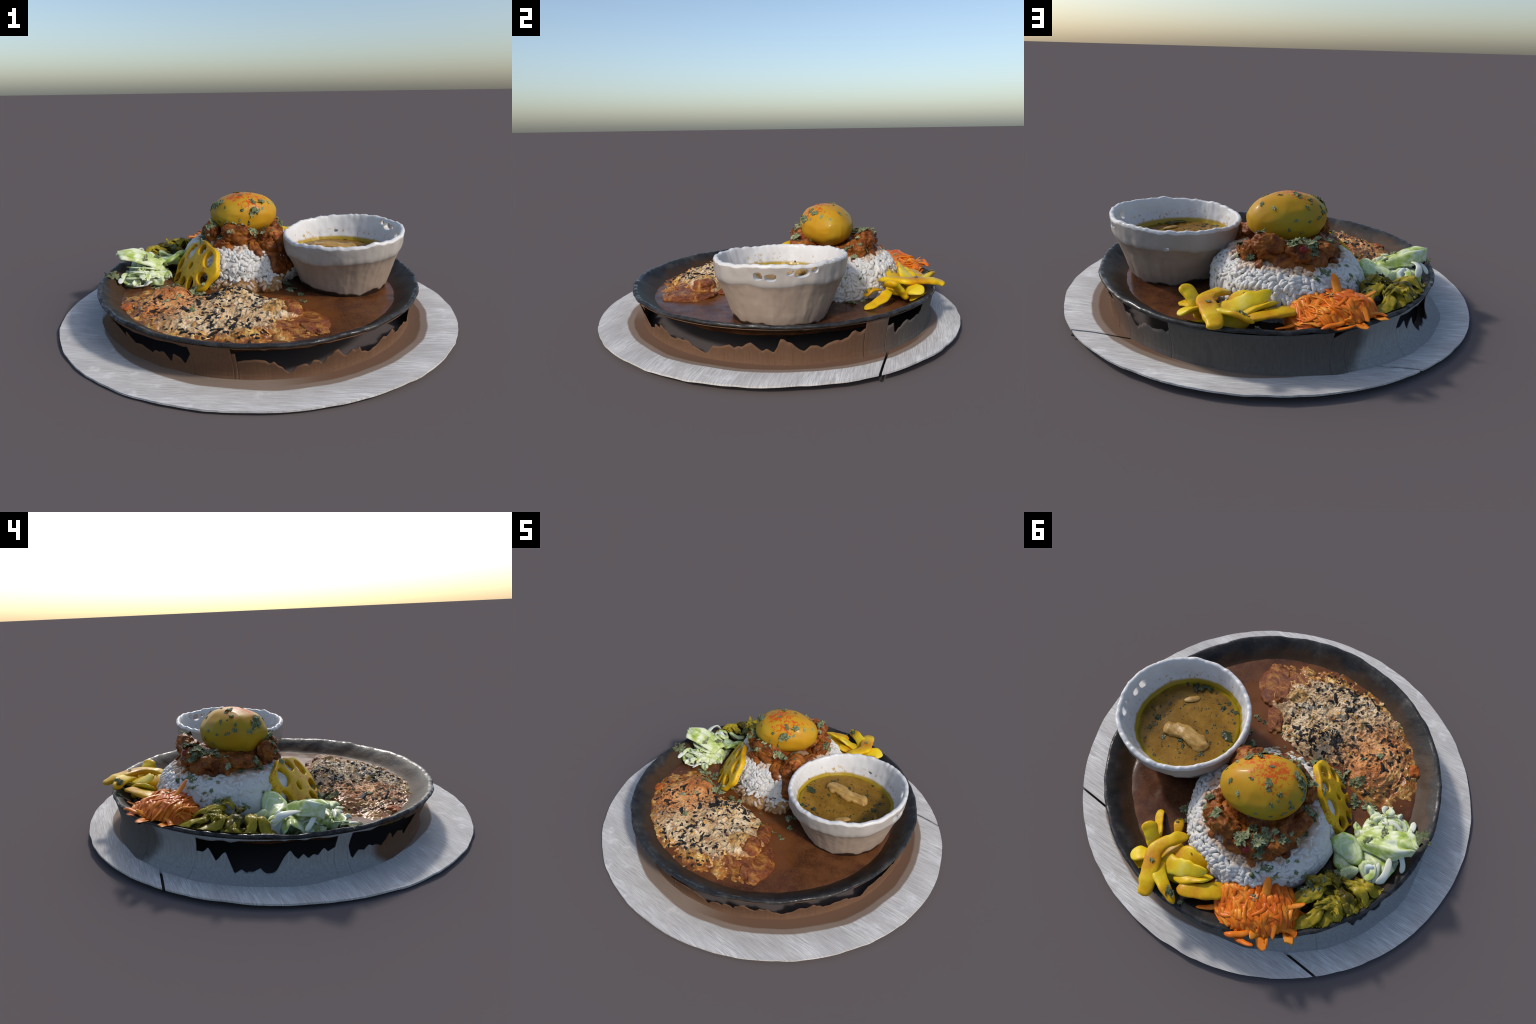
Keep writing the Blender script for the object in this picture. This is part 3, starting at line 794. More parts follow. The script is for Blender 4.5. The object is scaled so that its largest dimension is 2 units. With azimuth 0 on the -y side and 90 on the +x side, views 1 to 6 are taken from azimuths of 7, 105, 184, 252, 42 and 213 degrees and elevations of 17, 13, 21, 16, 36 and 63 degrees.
for i in range(2100):
    t = rng.uniform(0, TAU); s = rng.uniform(0.02, 0.62)
    a = math.degrees(t) % 360
    west = 1.0 if 212 < a < 322 else 0.0
    if west and rng.random() < 0.45: continue
    p = rice_point(np.array(t), np.array(s)); pu = rice_point(np.array(t), np.array(s + 0.01)); pt = rice_point(np.array(t + 0.01), np.array(s))
    n = np.cross(pt - p, pu - p); n /= np.linalg.norm(n)
    if np.dot(n, [math.sin(t), -math.cos(t), 0.3]) < 0: n = -n
    order.append((t, s, p, n, west))
for q, (t, s, p, n, west) in enumerate(order):
    nq = Vector(n).to_track_quat("Z", "Y")
    tiltq = Quaternion((rng.normal(), rng.normal(), 0), rng.normal(0, 0.10 if west else 0.24))
    rot = nq @ Quaternion((0, 0, 1), rng.uniform(0, TAU)) @ tiltq
    k = int(rng.integers(5)); sc = rng.uniform(0.85, 1.2)
    off = -0.0125 if west else rng.uniform(-0.0095, -0.0015)
    pos = Vector(p + n * off)
    back = 140 < math.degrees(t) % 360 < 212 or 30 < math.degrees(t) % 360 < 140 or math.degrees(t) < 25
    if named < 300 and not west and back and rng.random() < 0.42 and s > 0.1:
        o = add("rice_grain", GR[k], rice); o.location = pos; o.rotation_mode = "QUATERNION"; o.rotation_quaternion = rot; o.scale = (sc, sc, sc)
        named += 1
    else:
        v, f = GRD[k]
        M = np.array(rot.to_matrix())
        stuff.append((v * sc @ M.T + np.array(pos), f))
for p, n in foot_grains:
    rot = n.to_track_quat("Z", "Y") @ Quaternion((0, 0, 1), rng.uniform(0, TAU))
    v, f = GRD[int(rng.integers(5))]
    stuff.append((v @ np.array(rot.to_matrix()).T + np.array(p - n * rng.uniform(0.001, 0.006)), f))
v, f = join(stuff)
part("packed_grains", v, f, GRAIN, rice, kind="stuff")

# ================================================================== BRAISED MEAT
meat = thing("braised_meat", (-0.10, 0.29, 0.34), "reddish brown braised meat piled in a ring", "meat")
MC = np.array([-0.105, 0.290])
tt, qq = np.meshgrid(np.arange(260) * TAU / 260, np.linspace(0, 1, 90), indexing="ij")
edge = 0.214 + 0.022 * fbm(np.stack([np.sin(tt), np.cos(tt), 0 * tt], -1), 3.2, 3, 41) + 0.010 * np.clip(np.cos(tt), 0, 1) + 0.014 * np.clip(-np.cos(tt), 0, 1) + 0.008 * np.clip(-np.sin(tt), 0, 1)
r = edge * qq
x, y = MC[0] + r * np.sin(tt), MC[1] - r * np.cos(tt)
p3 = np.stack([x, y, 0 * x], -1)
lump = fbm(p3, 11, 4, 44)
z = 0.366 + 0.022 * lump + 0.02 * smooth(0.55, 0.3, qq) + (0.030 * np.abs(np.cos(tt)) ** 1.5 + 0.014) * np.exp(-((qq - 0.68) / 0.26) ** 2) - 0.016 * np.clip(np.sin(tt), 0, 1) + 0.016 * np.clip(-np.cos(tt - 0.7), 0, 1) + 0.018 * np.clip(-np.sin(tt), 0, 1)
bottom = 0.318 - 0.022 * fbm(p3, 7, 2, 45)
z = bottom + (z - bottom) * np.sqrt(np.clip(1 - qq ** 7, 0, 1))
z[:, -1] -= 0.02
bulge = 1 + 0.03 * np.sin(qq * math.pi)
mbase = part("meat_bed", np.stack([x, y, z], -1).reshape(-1, 3), [tuple(reversed(q)) for q in grid_faces(260, 90, True)], MEAT, meat); solid(mbase)
CH = [((-0.120, 0.106, 0.393), (0.085, 0.060, 0.058), 0.15), ((0.045, 0.148, 0.362), (0.066, 0.056, 0.052), 0.7), ((0.060, 0.375, 0.350), (0.045, 0.060, 0.042), 0.2),
      ((-0.040, 0.462, 0.410), (0.072, 0.050, 0.052), 0.1), ((-0.165, 0.462, 0.385), (0.070, 0.050, 0.048), -0.3), ((-0.262, 0.385, 0.380), (0.062, 0.050, 0.040), -0.8),
      ((-0.296, 0.290, 0.375), (0.038, 0.080, 0.030), -0.25), ((0.098, 0.125, 0.352), (0.046, 0.046, 0.046), 0.3), ((-0.258, 0.140, 0.392), (0.036, 0.040, 0.055), 0.5), ((0.03, 0.43, 0.372), (0.05, 0.045, 0.045), 0.4),
      ((0.055, 0.102, 0.330), (0.055, 0.050, 0.050), 0.5), ((0.115, 0.135, 0.300), (0.050, 0.055, 0.070), 0.7), ((0.105, 0.085, 0.255), (0.040, 0.036, 0.050), 0.4), ((-0.19, 0.085, 0.345), (0.05, 0.045, 0.035), -0.3)]
for i, (c_, r_, a_) in enumerate(CH):
    v, f = blob(c_, r_, a_, 0.20, 1.9, i + 3, 5, 0.85, 4)
    v = v + 0.0015 * fbm(v * [1, 1, 0.5], 50, 2, i)[:, None] * (v - np.array(c_)) / 0.05
    solid(part("meat_chunk", v, f, MEAT, meat))
# sauce running down the rice
for i, (az, s0, s1, w0) in enumerate(((40, .62, .08, .052), (56, .62, .18, .040), (30, .62, .34, .036), (25, .6, .42, .03), (205, .6, .47, .030), (150, .6, .5, .035), (235, .6, .52, .03), (350, .6, .48, .03))):
    t0 = math.radians(az)
    pts = [rice_point(np.array(t0 + 0.06 * math.sin(3 * u + i)), np.array(s0 + (s1 - s0) * u)) for u in np.linspace(0, 1, 6)]
    v, f = sweep(pts, cap(w0, .2, .5, .2), cap(0.010, .2, .4, .2), 26, 12, up=(math.sin(t0), -math.cos(t0), 0.4), amp=0.006, freq=24, seed=i)
    part("sauce_drip", v, f, MEAT, meat)
v, f = blob((-0.183, 0.500, 0.417), (0.017, 0.016, 0.016), 0, 0.05, 2, 1, 3); part("red_berry", v, f, BERRY, meat)

# ================================================================== EGG
EC = np.array([-0.098, 0.250, 0.476]); EA = math.atan2(0.39, 0.92)
v, f = ico(6)
v = v * (1 + 0.022 * fbm(v, 1.7, 2, 51) - 0.022 * np.abs(vnoise(v * 2.4, 9)))[:, None]
v = np.stack([v[:, 0] * 0.186, v[:, 1] * 0.142 * (1 - 0.10 * v[:, 0]), v[:, 2] * 0.114 * (1 - 0.05 * v[:, 0])], -1)
v[:, 2] = np.where(v[:, 2] > 0, v[:, 2] * 1.0, v[:, 2] * 1.05)
v = rotz(v, EA) + EC
egg = thing("boiled_egg", (EC[0], EC[1], 0.365), "whole boiled egg stained yellow, dusted with paprika", "egg")
egg_body = solid(part("egg_white", v, f, EGG, egg))

# ================================================================== CHEESE CHICKEN
gratin = thing("cheese_grilled_chicken", (-0.12, -0.34, 0.125), "chicken under grilled cheese with charred black spots", "gratin")
OUT = np.array([(0.100, -0.150), (0.195, -0.255), (0.315, -0.300), (0.350, -0.440), (0.325, -0.555), (0.205, -0.645), (0.01, -0.690), (-0.235, -0.662), (-0.43, -0.580), (-0.57, -0.455), (-0.650, -0.350), (-0.675, -0.19), (-0.57, -0.07), (-0.43, -0.075), (-0.31, -0.115), (-0.20, -0.130), (-0.05, -0.120)])
GC = np.array([-0.13, -0.34])
oc = catmull(np.vstack([OUT, OUT[:1]]), 400)[:-1]
oang = np.arctan2(oc[:, 0] - GC[0], -(oc[:, 1] - GC[1])) % TAU
orad = np.hypot(oc[:, 0] - GC[0], oc[:, 1] - GC[1])
so = np.argsort(oang); oang, orad = oang[so], orad[so]
def out_r(t): return np.interp(t % TAU, np.r_[oang[-1] - TAU, oang, oang[0] + TAU], np.r_[orad[-1], orad, orad[0]])
BUMPS = [(0.165, -0.375, 0.045, 0.075), (-0.075, -0.220, 0.036, 0.09), (-0.41, -0.165, 0.018, 0.08), (-0.45, -0.39, 0.014, 0.05), (-0.10, -0.33, 0.014, 0.10), (0.07, -0.31, 0.016, 0.09), (-0.26, -0.49, 0.010, 0.08), (-0.27, -0.17, -0.018, 0.07), (0.30, -0.36, 0.008, 0.06), (-0.56, -0.33, 0.012, 0.05)]
def cheese_z(x, y):
    t = np.arctan2(x - GC[0], -(y - GC[1])); q = np.hypot(x - GC[0], y - GC[1]) / out_r(t)
    p = np.stack([x, y, 0 * x], -1)
    h = 0.036 * smooth(1.0, 0.50, q)
    for bx, by, bh, br in BUMPS: h = h + bh * np.exp(-((x - bx) ** 2 + (y - by) ** 2) / (br * br)) * smooth(1.0, 0.8, q)
    am = smooth(1.02, 0.75, q) * 0.8 + 0.2
    h = h + am * (0.009 * fbm(p, 17, 3, 61) + 0.0045 * (1 - 2 * np.abs(fbm(p, 34, 2, 62))) + 0.0022 * (1 - 2 * np.abs(fbm(p * [1, 1.7, 1], 75, 2, 63))) + 0.0012 * fbm(p, 150, 2, 64))
    return sauce_z(x, y) - 0.003 + h - 0.005 * smooth(0.96, 1.0, q)
tt, qq = np.meshgrid(np.arange(640) * TAU / 640, np.linspace(0, 1, 230) ** 0.75, indexing="ij")
R_ = out_r(tt) * (1 + 0.02 * fbm(np.stack([np.sin(tt), np.cos(tt), 0 * tt], -1), 9, 3, 60))
x, y = GC[0] + R_ * qq * np.sin(tt), GC[1] - R_ * qq * np.cos(tt)
solid(part("cheese_crust", np.stack([x, y, cheese_z(x, y)], -1).reshape(-1, 3), [tuple(reversed(q)) for q in grid_faces(640, 230, True)], CHEESE, gratin))
# pork slices at the open end
PK = [((0.262, -0.400, 0.131), (0.088, 0.125, 0.030), 0.55), ((0.318, -0.435, 0.128), (0.045, 0.105, 0.022), 0.30), ((0.165, -0.475, 0.136), (0.105, 0.060, 0.028), 0.25), ((0.190, -0.365, 0.158), (0.055, 0.062, 0.046), 0.5), ((0.160, -0.230, 0.132), (0.042, 0.090, 0.022), 0.55), ((0.235, -0.500, 0.130), (0.100, 0.040, 0.020), 0.15)]
for i, (c_, r_, a_) in enumerate(PK):
    v, f = blob(c_, r_, a_, 0.14, 2.0, 80 + i, 5, 0.75, 4)
    solid(part("pork_slice", v, f, PORK, gratin))
v, f = blob((-0.565, -0.340, 0.136), (0.046, 0.036, 0.020), 0.5, 0.22, 1.8, 95, 5, 0.75); solid(part("carrot_chunk", v, f, CUBE, gratin))

bvh_cheese = BVHTree.FromPolygons([tuple(p) for p in surfaces[-1 - len(PK) - 1][0]], surfaces[-1 - len(PK) - 1][1])
def on(b, x, y, z0=1.5):
    return b.ray_cast(Vector((x, y, z0)), Vector((0, 0, -1)))[:2]
def flake_mesh(seed):
    r_ = np.random.default_rng(seed)
    L = r_.uniform(0.7, 1.1); W = r_.uniform(0.35, 0.75)
    v, f = blob((0, 0, 0), (L, W, 0.34), 0, 0.34, 1.6, seed, 3, 0.9, 3)
    v[:, 2] += -0.12 * v[:, 0] ** 2
    v[:, 1] += 0.25 * r_.normal() * v[:, 0] ** 2
    return v, f
FL = [make_mesh("char_flake", *flake_mesh(200 + i), CHAR) for i in range(9)]
nf = 0
tries = 0
while nf < 290 and tries < 4000:
    tries += 1
    t = rng.uniform(0, TAU); q = math.sqrt(rng.uniform(0, 1)) * 0.97
    R0 = float(out_r(np.array(t))); x = GC[0] + R0 * q * math.sin(t); y = GC[1] - R0 * q * math.cos(t)
    if x > 0.14 + 0.12 * rng.random() and y < -0.24: continue
    if x > 0.10: continue
    if q > 0.84 and rng.random() < 0.72: continue
    dens = 0.5 + 0.5 * float(fbm(np.array([x, y, 0.0]), 6, 2, 70))
    if rng.random() > 0.35 + dens * 0.7: continue
    p, n = on(bvh_cheese, x, y)
    if p is None: continue
    o = add("char_flake", FL[int(rng.integers(9))], gratin)
    s = 0.0065 + 0.0075 * rng.random() ** 1.3 + (0.012 * rng.random() if rng.random() < 0.16 else 0)
    o.location = p - n * 0.0005
    o.rotation_mode = "QUATERNION"
    o.rotation_quaternion = n.to_track_quat("Z", "Y") @ Quaternion((0, 0, 1), rng.normal(0.6, 0.7))
    o.scale = (s * rng.uniform(0.9, 1.5), s, s * 0.75)
    nf += 1
# melted shreds of cheese, most round the wet border
def shred_mesh(seed):
    r_ = np.random.default_rng(seed)
    return sweep([(-1, r_.normal(0, .35), 0), (-.3, r_.normal(0, .3), .1), (.4, r_.normal(0, .3), .1), (1, r_.normal(0, .45), 0)], cap(0.46, .3, .3, .25), cap(0.24, .3, .3, .2), 20, 12, amp=0.16, freq=2.2, seed=seed)
SH = [make_mesh("cheese_shred", *shred_mesh(300 + i), SHRED) for i in range(6)]
ns = 0
while ns < 150:
    t = rng.uniform(0, TAU); q = rng.uniform(0.70, 1.0) if rng.random() < 0.7 else rng.uniform(0.1, 0.8)
    a = math.degrees(t)
    R0 = float(out_r(np.array(t))); x = GC[0] + R0 * q * math.sin(t); y = GC[1] - R0 * q * math.cos(t)
    if x > 0.12 and y > -0.48: continue
    if y > -0.16 and q > 0.8: continue
    p, n = on(bvh_cheese, x, y)
    if p is None: continue
    o = add("cheese_shred", SH[int(rng.integers(6))], gratin)
    s = rng.uniform(0.008, 0.020)
    o.location = p - n * 0.0015; o.rotation_mode = "QUATERNION"
    o.rotation_quaternion = n.to_track_quat("Z", "Y") @ Quaternion((0, 0, 1), rng.uniform(0, TAU)); o.scale = (s, s * rng.uniform(.7, 1.1), s * .55)
    ns += 1

# ================================================================== LOTUS ROOT SLICE
lotus = thing("lotus_root_slice", (-0.36, 0.0, 0.13), "yellow lotus root slice with holes, leaning on rice", "lotus root")
LN = Vector((-0.62, -0.54, 0.57)).normalized(); LE1 = Vector((0, 0, 1)).cross(LN).normalized(); LE2 = LN.cross(LE1)
LC = Vector((-0.342, 0.015, 0.240))
cu = bpy.data.curves.new("lotus_slice", "CURVE"); cu.dimensions = "2D"; cu.fill_mode = "BOTH"
def loop_spline(pts):
    sp = cu.splines.new("POLY"); sp.points.add(len(pts) - 1)
    for k, (a, b) in zip(sp.points, pts): k.co = (a, b, 0, 1)
    sp.use_cyclic_u = True
def ell(cx, cy, rx, ry, rot=0, n=36, wob=0.05, seed=0):
    out = []
    for i in range(n):
        t = TAU * i / n
        k = 1 + wob * math.sin(2 * t + seed) + wob * 0.6 * math.sin(3 * t + 2 * seed)
        a, b = rx * k * math.cos(t), ry * k * math.sin(t)
        out.append((cx + a * math.cos(rot) - b * math.sin(rot), cy + a * math.sin(rot) + b * math.cos(rot)))
    return out
rim_pts = []
for i in range(160):
    t = TAU * i / 160
    k = 1 + 0.035 * math.sin(8 * t + 0.5) + 0.015 * math.sin(3 * t)
    rim_pts.append((0.178 * k * math.cos(t) + 0.008, 0.147 * k * math.sin(t) + 0.000))
loop_spline(rim_pts)
for i, (a, b, rx, ry, ro) in enumerate(((-0.007, -0.005, 0.015, 0.021, 0), (-0.072, 0.064, 0.033, 0.050, -0.45), (0.103, 0.064, 0.031, 0.046, 0.45), (0.122, -0.034, 0.036, 0.031, 0.2), (0.058, -0.090, 0.025, 0.036, 0.3), (-0.124, -0.020, 0.030, 0.033, 0.1), (-0.085, -0.090, 0.034, 0.026, 0.6), (-0.012, -0.100, 0.024, 0.030, 0.0), (0.018, 0.098, 0.025, 0.030, 0.1))):
    loop_spline(ell(a, b, rx, ry, ro, seed=i))
cu.extrude = 0.009; cu.bevel_depth = 0.006; cu.bevel_resolution = 3; cu.offset = -0.006
tmp = bpy.data.objects.new("lotus_tmp", cu); COL.objects.link(tmp)
bpy.context.view_layer.update()
lm = bpy.data.meshes.new_from_object(tmp.evaluated_get(bpy.context.evaluated_depsgraph_get()))
bpy.data.objects.remove(tmp)
bm = bmesh.new(); bm.from_mesh(lm)
bmesh.ops.remove_doubles(bm, verts=bm.verts[:], dist=0.0002)
bmesh.ops.triangulate(bm, faces=bm.faces[:])
for _ in range(2):
    long = [e for e in bm.edges if e.calc_length() > 0.018]
    if long:
        bmesh.ops.subdivide_edges(bm, edges=long, cuts=1)
        bmesh.ops.triangulate(bm, faces=[f_ for f_ in bm.faces if len(f_.verts) > 3])
for v_ in bm.verts:
    a, b, c_ = v_.co
    wrap = -0.85 * a * a - 0.3 * b * b
    v_.co = LC + LE1 * a + LE2 * b + LN * (c_ + wrap - 0.004)
bm.to_mesh(lm); bm.free()
lm.name = "lotus_slice"; lm.materials.clear(); lm.materials.append(LOTUS)
lm.polygons.foreach_set("use_smooth", [True] * len(lm.polygons)); lm.set_sharp_from_angle(angle=math.radians(60))
solid(add("lotus_slice", lm, lotus))

# ================================================================== YELLOW PICKLES
pick = thing("yellow_pickle_sticks", (0.1, 0.68, 0.16), "heap of bright yellow pickled radish sticks", "pickles")
ST = [([(0.106, 0.868, 0.236), (0.116, 0.830, 0.246), (0.150, 0.760, 0.255), (0.178, 0.685, 0.258), (0.155, 0.605, 0.256), (0.106, 0.548, 0.232)], 0.032, 0.026, .10, .16),
      ([(0.150, 0.700, 0.232), (0.105, 0.750, 0.247), (0.050, 0.785, 0.254), (-0.028, 0.822, 0.246)], 0.028, 0.024, .2, .2),
      ([(0.150, 0.700, 0.222), (0.070, 0.690, 0.240), (0.0, 0.668, 0.262), (-0.072, 0.640, 0.288)], 0.046, 0.022, .25, .75),
      ([(0.292, 0.612, 0.282), (0.272, 0.622, 0.262), (0.235, 0.640, 0.240), (0.205, 0.665, 0.205), (0.19, 0.69, 0.17)], 0.030, 0.026, .25, .1),
      ([(0.276, 0.752, 0.222), (0.230, 0.728, 0.232), (0.170, 0.690, 0.220)], 0.038, 0.024, .5, .2),
      ([(0.110, 0.650, 0.228), (0.040, 0.630, 0.242), (-0.030, 0.615, 0.240), (-0.095, 0.610, 0.225)], 0.044, 0.018, .25, .4),
      ([(0.010, 0.760, 0.225), (-0.060, 0.735, 0.232), (-0.145, 0.672, 0.226), (-0.18, 0.64, 0.21)], 0.034, 0.022, .4, .25),
      ([(0.060, 0.720, 0.216), (-0.020, 0.690, 0.236), (-0.100, 0.640, 0.240)], 0.040, 0.024, .3, .4),
      ([(0.332, 0.500, 0.148), (0.300, 0.535, 0.165), (0.262, 0.580, 0.190), (0.215, 0.620, 0.215)], 0.024, 0.016, .35, .2),
      ([(0.215, 0.490, 0.175), (0.190, 0.520, 0.205), (0.165, 0.570, 0.20)], 0.018, 0.012, .3, .3),
      ([(0.262, 0.770, 0.200), (0.215, 0.745, 0.186), (0.15, 0.71, 0.18)], 0.030, 0.018, .4, .2),
      ([(0.17, 0.60, 0.19), (0.08, 0.68, 0.20), (0.0, 0.72, 0.19)], 0.06, 0.03, .3, .3),
      ([(0.10, 0.58, 0.20), (0.02, 0.62, 0.21), (-0.08, 0.66, 0.20)], 0.05, 0.03, .3, .3)]
for i, (P_, w_, h_, a_, b_) in enumerate(ST):
    v, f = sweep(P_, cap(w_ * 1.05, a_, b_ * 1.6, .12), cap(h_ * 0.52, a_, b_ * 1.2, .2), 48, 22, amp=0.010, freq=15, seed=i, square=0.7, twist=1.1 * math.sin(i * 2.1))
    v = keep_in_dish(v)
    solid(part("pickle_stick", v, f, RADISH, pick))

# ================================================================== CARROT SALAD
car = thing("carrot_salad", (-0.32, 0.63, 0.16), "mound of bright orange grated carrot with sesame", "salad")
CC = np.array([-0.315, 0.625])
def carrot_z(x, y):
    a = ((x - CC[0]) * 0.95 + (y - CC[1]) * 0.30); b = (-(x - CC[0]) * 0.30 + (y - CC[1]) * 0.95)
    q = np.sqrt((a / 0.195) ** 2 + (b / 0.150) ** 2)
    p = np.stack([a * 6, b * 16, 0 * a], -1)
    inward = smooth(0.80, 0.52, y - 0.10 * (x - CC[0]))
    return 0.165 + (0.085 + 0.040 * inward) * np.sqrt(np.clip(1 - q ** 2.2, 0, 1)) + 0.016 * fbm(p, 1.5, 3, 71), q
tt, qq = np.meshgrid(np.arange(180) * TAU / 180, np.linspace(0, 1, 70), indexing="ij")
a = 0.195 * qq * np.cos(tt); b = 0.150 * qq * np.sin(tt)
x = CC[0] + 0.95 * a - 0.30 * b; y = CC[1] + 0.30 * a + 0.95 * b
z, _ = carrot_z(x, y); z[:, -1] -= 0.03
bed = solid(part("carrot_bed", keep_in_dish(np.stack([x, y, z], -1).reshape(-1, 3)), grid_faces(180, 70, True), CARROT_BED, car))
ncs = 0
while ncs < 150:
    a0, b0 = rng.uniform(-1, 1), rng.uniform(-1, 1)
    if a0 * a0 + b0 * b0 > 1.05: continue
    a, b = a0 * 0.175, b0 * 0.135
    x, y = CC[0] + 0.95 * a - 0.30 * b, CC[1] + 0.30 * a + 0.95 * b
    ang = rng.normal(2.2, 0.38)
    L = rng.uniform(0.045, 0.105)
    pts = []
    cur = rng.normal(0, 0.5)
    for u in (-1, -.4, .3, 1):
        th_ = ang + cur * u
        px_, py_ = x + math.cos(th_) * L * u, y + math.sin(th_) * L * u
        zz, q_ = carrot_z(np.array(px_), np.array(py_))
        pts.append((px_, py_, max(float(zz), 0.178 - 0.0 * u) - 0.002 + rng.uniform(0, 0.0065) - 0.006 * abs(u)))
    w_ = rng.uniform(0.007, 0.015)
    v, f = sweep(pts, cap(w_, .22, .35, .15), cap(rng.uniform(0.003, 0.005), .4, .4, .3), 20, 8, twist=rng.normal(0, 0.5), amp=0.003, freq=30, seed=ncs)
    v = keep_in_dish(v)
    part("carrot_strip", v, f, CARROT, car); ncs += 1
# single strips that stick out
for i, P_ in enumerate(([(-0.34, 0.60, 0.26), (-0.325, 0.56, 0.295), (-0.312, 0.525, 0.332)], [(-0.36, 0.66, 0.23), (-0.37, 0.72, 0.222), (-0.378, 0.762, 0.252)], [(-0.36, 0.70, 0.22), (-0.345, 0.75, 0.225), (-0.30, 0.788, 0.232), (-0.27, 0.80, 0.224)],
                        [(-0.42, 0.68, 0.21), (-0.47, 0.70, 0.205), (-0.52, 0.685, 0.212), (-0.565, 0.672, 0.20)], [(-0.44, 0.66, 0.23), (-0.50, 0.64, 0.22), (-0.545, 0.655, 0.205)], [(-0.40, 0.60, 0.25), (-0.46, 0.55, 0.255), (-0.49, 0.52, 0.262)],
                        [(-0.20, 0.70, 0.20), (-0.15, 0.745, 0.195), (-0.10, 0.775, 0.198)], [(-0.38, 0.73, 0.21), (-0.43, 0.765, 0.215), (-0.475, 0.745, 0.205)], [(-0.26, 0.72, 0.215), (-0.30, 0.78, 0.21), (-0.36, 0.785, 0.225), (-0.40, 0.775, 0.235)])):
    v, f = sweep(P_, cap(0.019 if i < 2 else 0.012, .4, .45, .15), cap(0.005, .3, .4, .3), 22, 8, twist=0.5 * math.sin(i * 1.7), amp=0.002, freq=30, seed=i)
    v = keep_in_dish(v)
    solid(part("carrot_strip", v, f, CARROT, car))
bvh_car = BVHTree.FromPolygons([tuple(p) for p in np.array([v.co[:] for v in bed.data.vertices])], [tuple(p.vertices) for p in bed.data.polygons])
sv, sf = ico(2); SES = make_mesh("sesame_seed", sv * [0.0085, 0.0055, 0.0035], sf, SESAME)
for i in range(26):
    while True:
        x, y = CC[0] + rng.normal(-0.01, 0.09), CC[1] + rng.normal(0.04, 0.06)
        p, n = on(bvh_car, x, y)
        if p is not None: break
    o = add("sesame_seed", SES, car); o.location = p + n * 0.013; o.rotation_mode = "QUATERNION"
    o.rotation_quaternion = n.to_track_quat("Z", "Y") @ Quaternion((0, 0, 1), rng.uniform(0, TAU))

# ================================================================== PICKLED GREENS
grn = thing("pickled_mustard_greens", (-0.58, 0.42, 0.17), "olive yellow pickled mustard greens, folded and wet", "pickles")
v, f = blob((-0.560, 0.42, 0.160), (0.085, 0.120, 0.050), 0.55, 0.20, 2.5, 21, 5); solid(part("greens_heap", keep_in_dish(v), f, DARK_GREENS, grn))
GL = [([(-0.455, 0.46, 0.19), (-0.475, 0.42, 0.245), (-0.497, 0.398, 0.280), (-0.53, 0.375, 0.255)], 0.030), ([(-0.44, 0.56, 0.20), (-0.47, 0.50, 0.24), (-0.50, 0.45, 0.262), (-0.515, 0.405, 0.25)], 0.034),
      ([(-0.47, 0.64, 0.185), (-0.52, 0.58, 0.215), (-0.55, 0.52, 0.235), (-0.54, 0.45, 0.245)], 0.036), ([(-0.56, 0.62, 0.185), (-0.585, 0.57, 0.205), (-0.60, 0.51, 0.215), (-0.575, 0.455, 0.240)], 0.040),
      ([(-0.55, 0.43, 0.23), (-0.585, 0.44, 0.245), (-0.62, 0.47, 0.238), (-0.645, 0.50, 0.205)], 0.030), ([(-0.57, 0.38, 0.235), (-0.62, 0.40, 0.250), (-0.66, 0.43, 0.220), (-0.68, 0.455, 0.19)], 0.032),
      ([(-0.58, 0.33, 0.225), (-0.63, 0.335, 0.245), (-0.675, 0.345, 0.240), (-0.715, 0.375, 0.195)], 0.028), ([(-0.62, 0.31, 0.22), (-0.672, 0.305, 0.246), (-0.715, 0.30, 0.205), (-0.728, 0.27, 0.175)], 0.028),
      ([(-0.66, 0.36, 0.20), (-0.70, 0.36, 0.21), (-0.725, 0.335, 0.185)], 0.026), ([(-0.62, 0.45, 0.21), (-0.655, 0.42, 0.225), (-0.69, 0.40, 0.20), (-0.70, 0.36, 0.18)], 0.024),
      ([(-0.52, 0.66, 0.175), (-0.56, 0.655, 0.195), (-0.60, 0.63, 0.18)], 0.030), ([(-0.50, 0.36, 0.22), (-0.535, 0.35, 0.25), (-0.57, 0.37, 0.245)], 0.025), ([(-0.60, 0.56, 0.19), (-0.635, 0.535, 0.20), (-0.66, 0.50, 0.175)], 0.026),
      ([(-0.53, 0.50, 0.24), (-0.565, 0.475, 0.252), (-0.60, 0.46, 0.245), (-0.628, 0.485, 0.262)], 0.022)]
GL = GL + [([tuple(np.array(p) + rng.normal(0, 0.012, 3) + [0.012, 0, -0.008]) for p in P_], w_ * 0.8) for P_, w_ in GL]
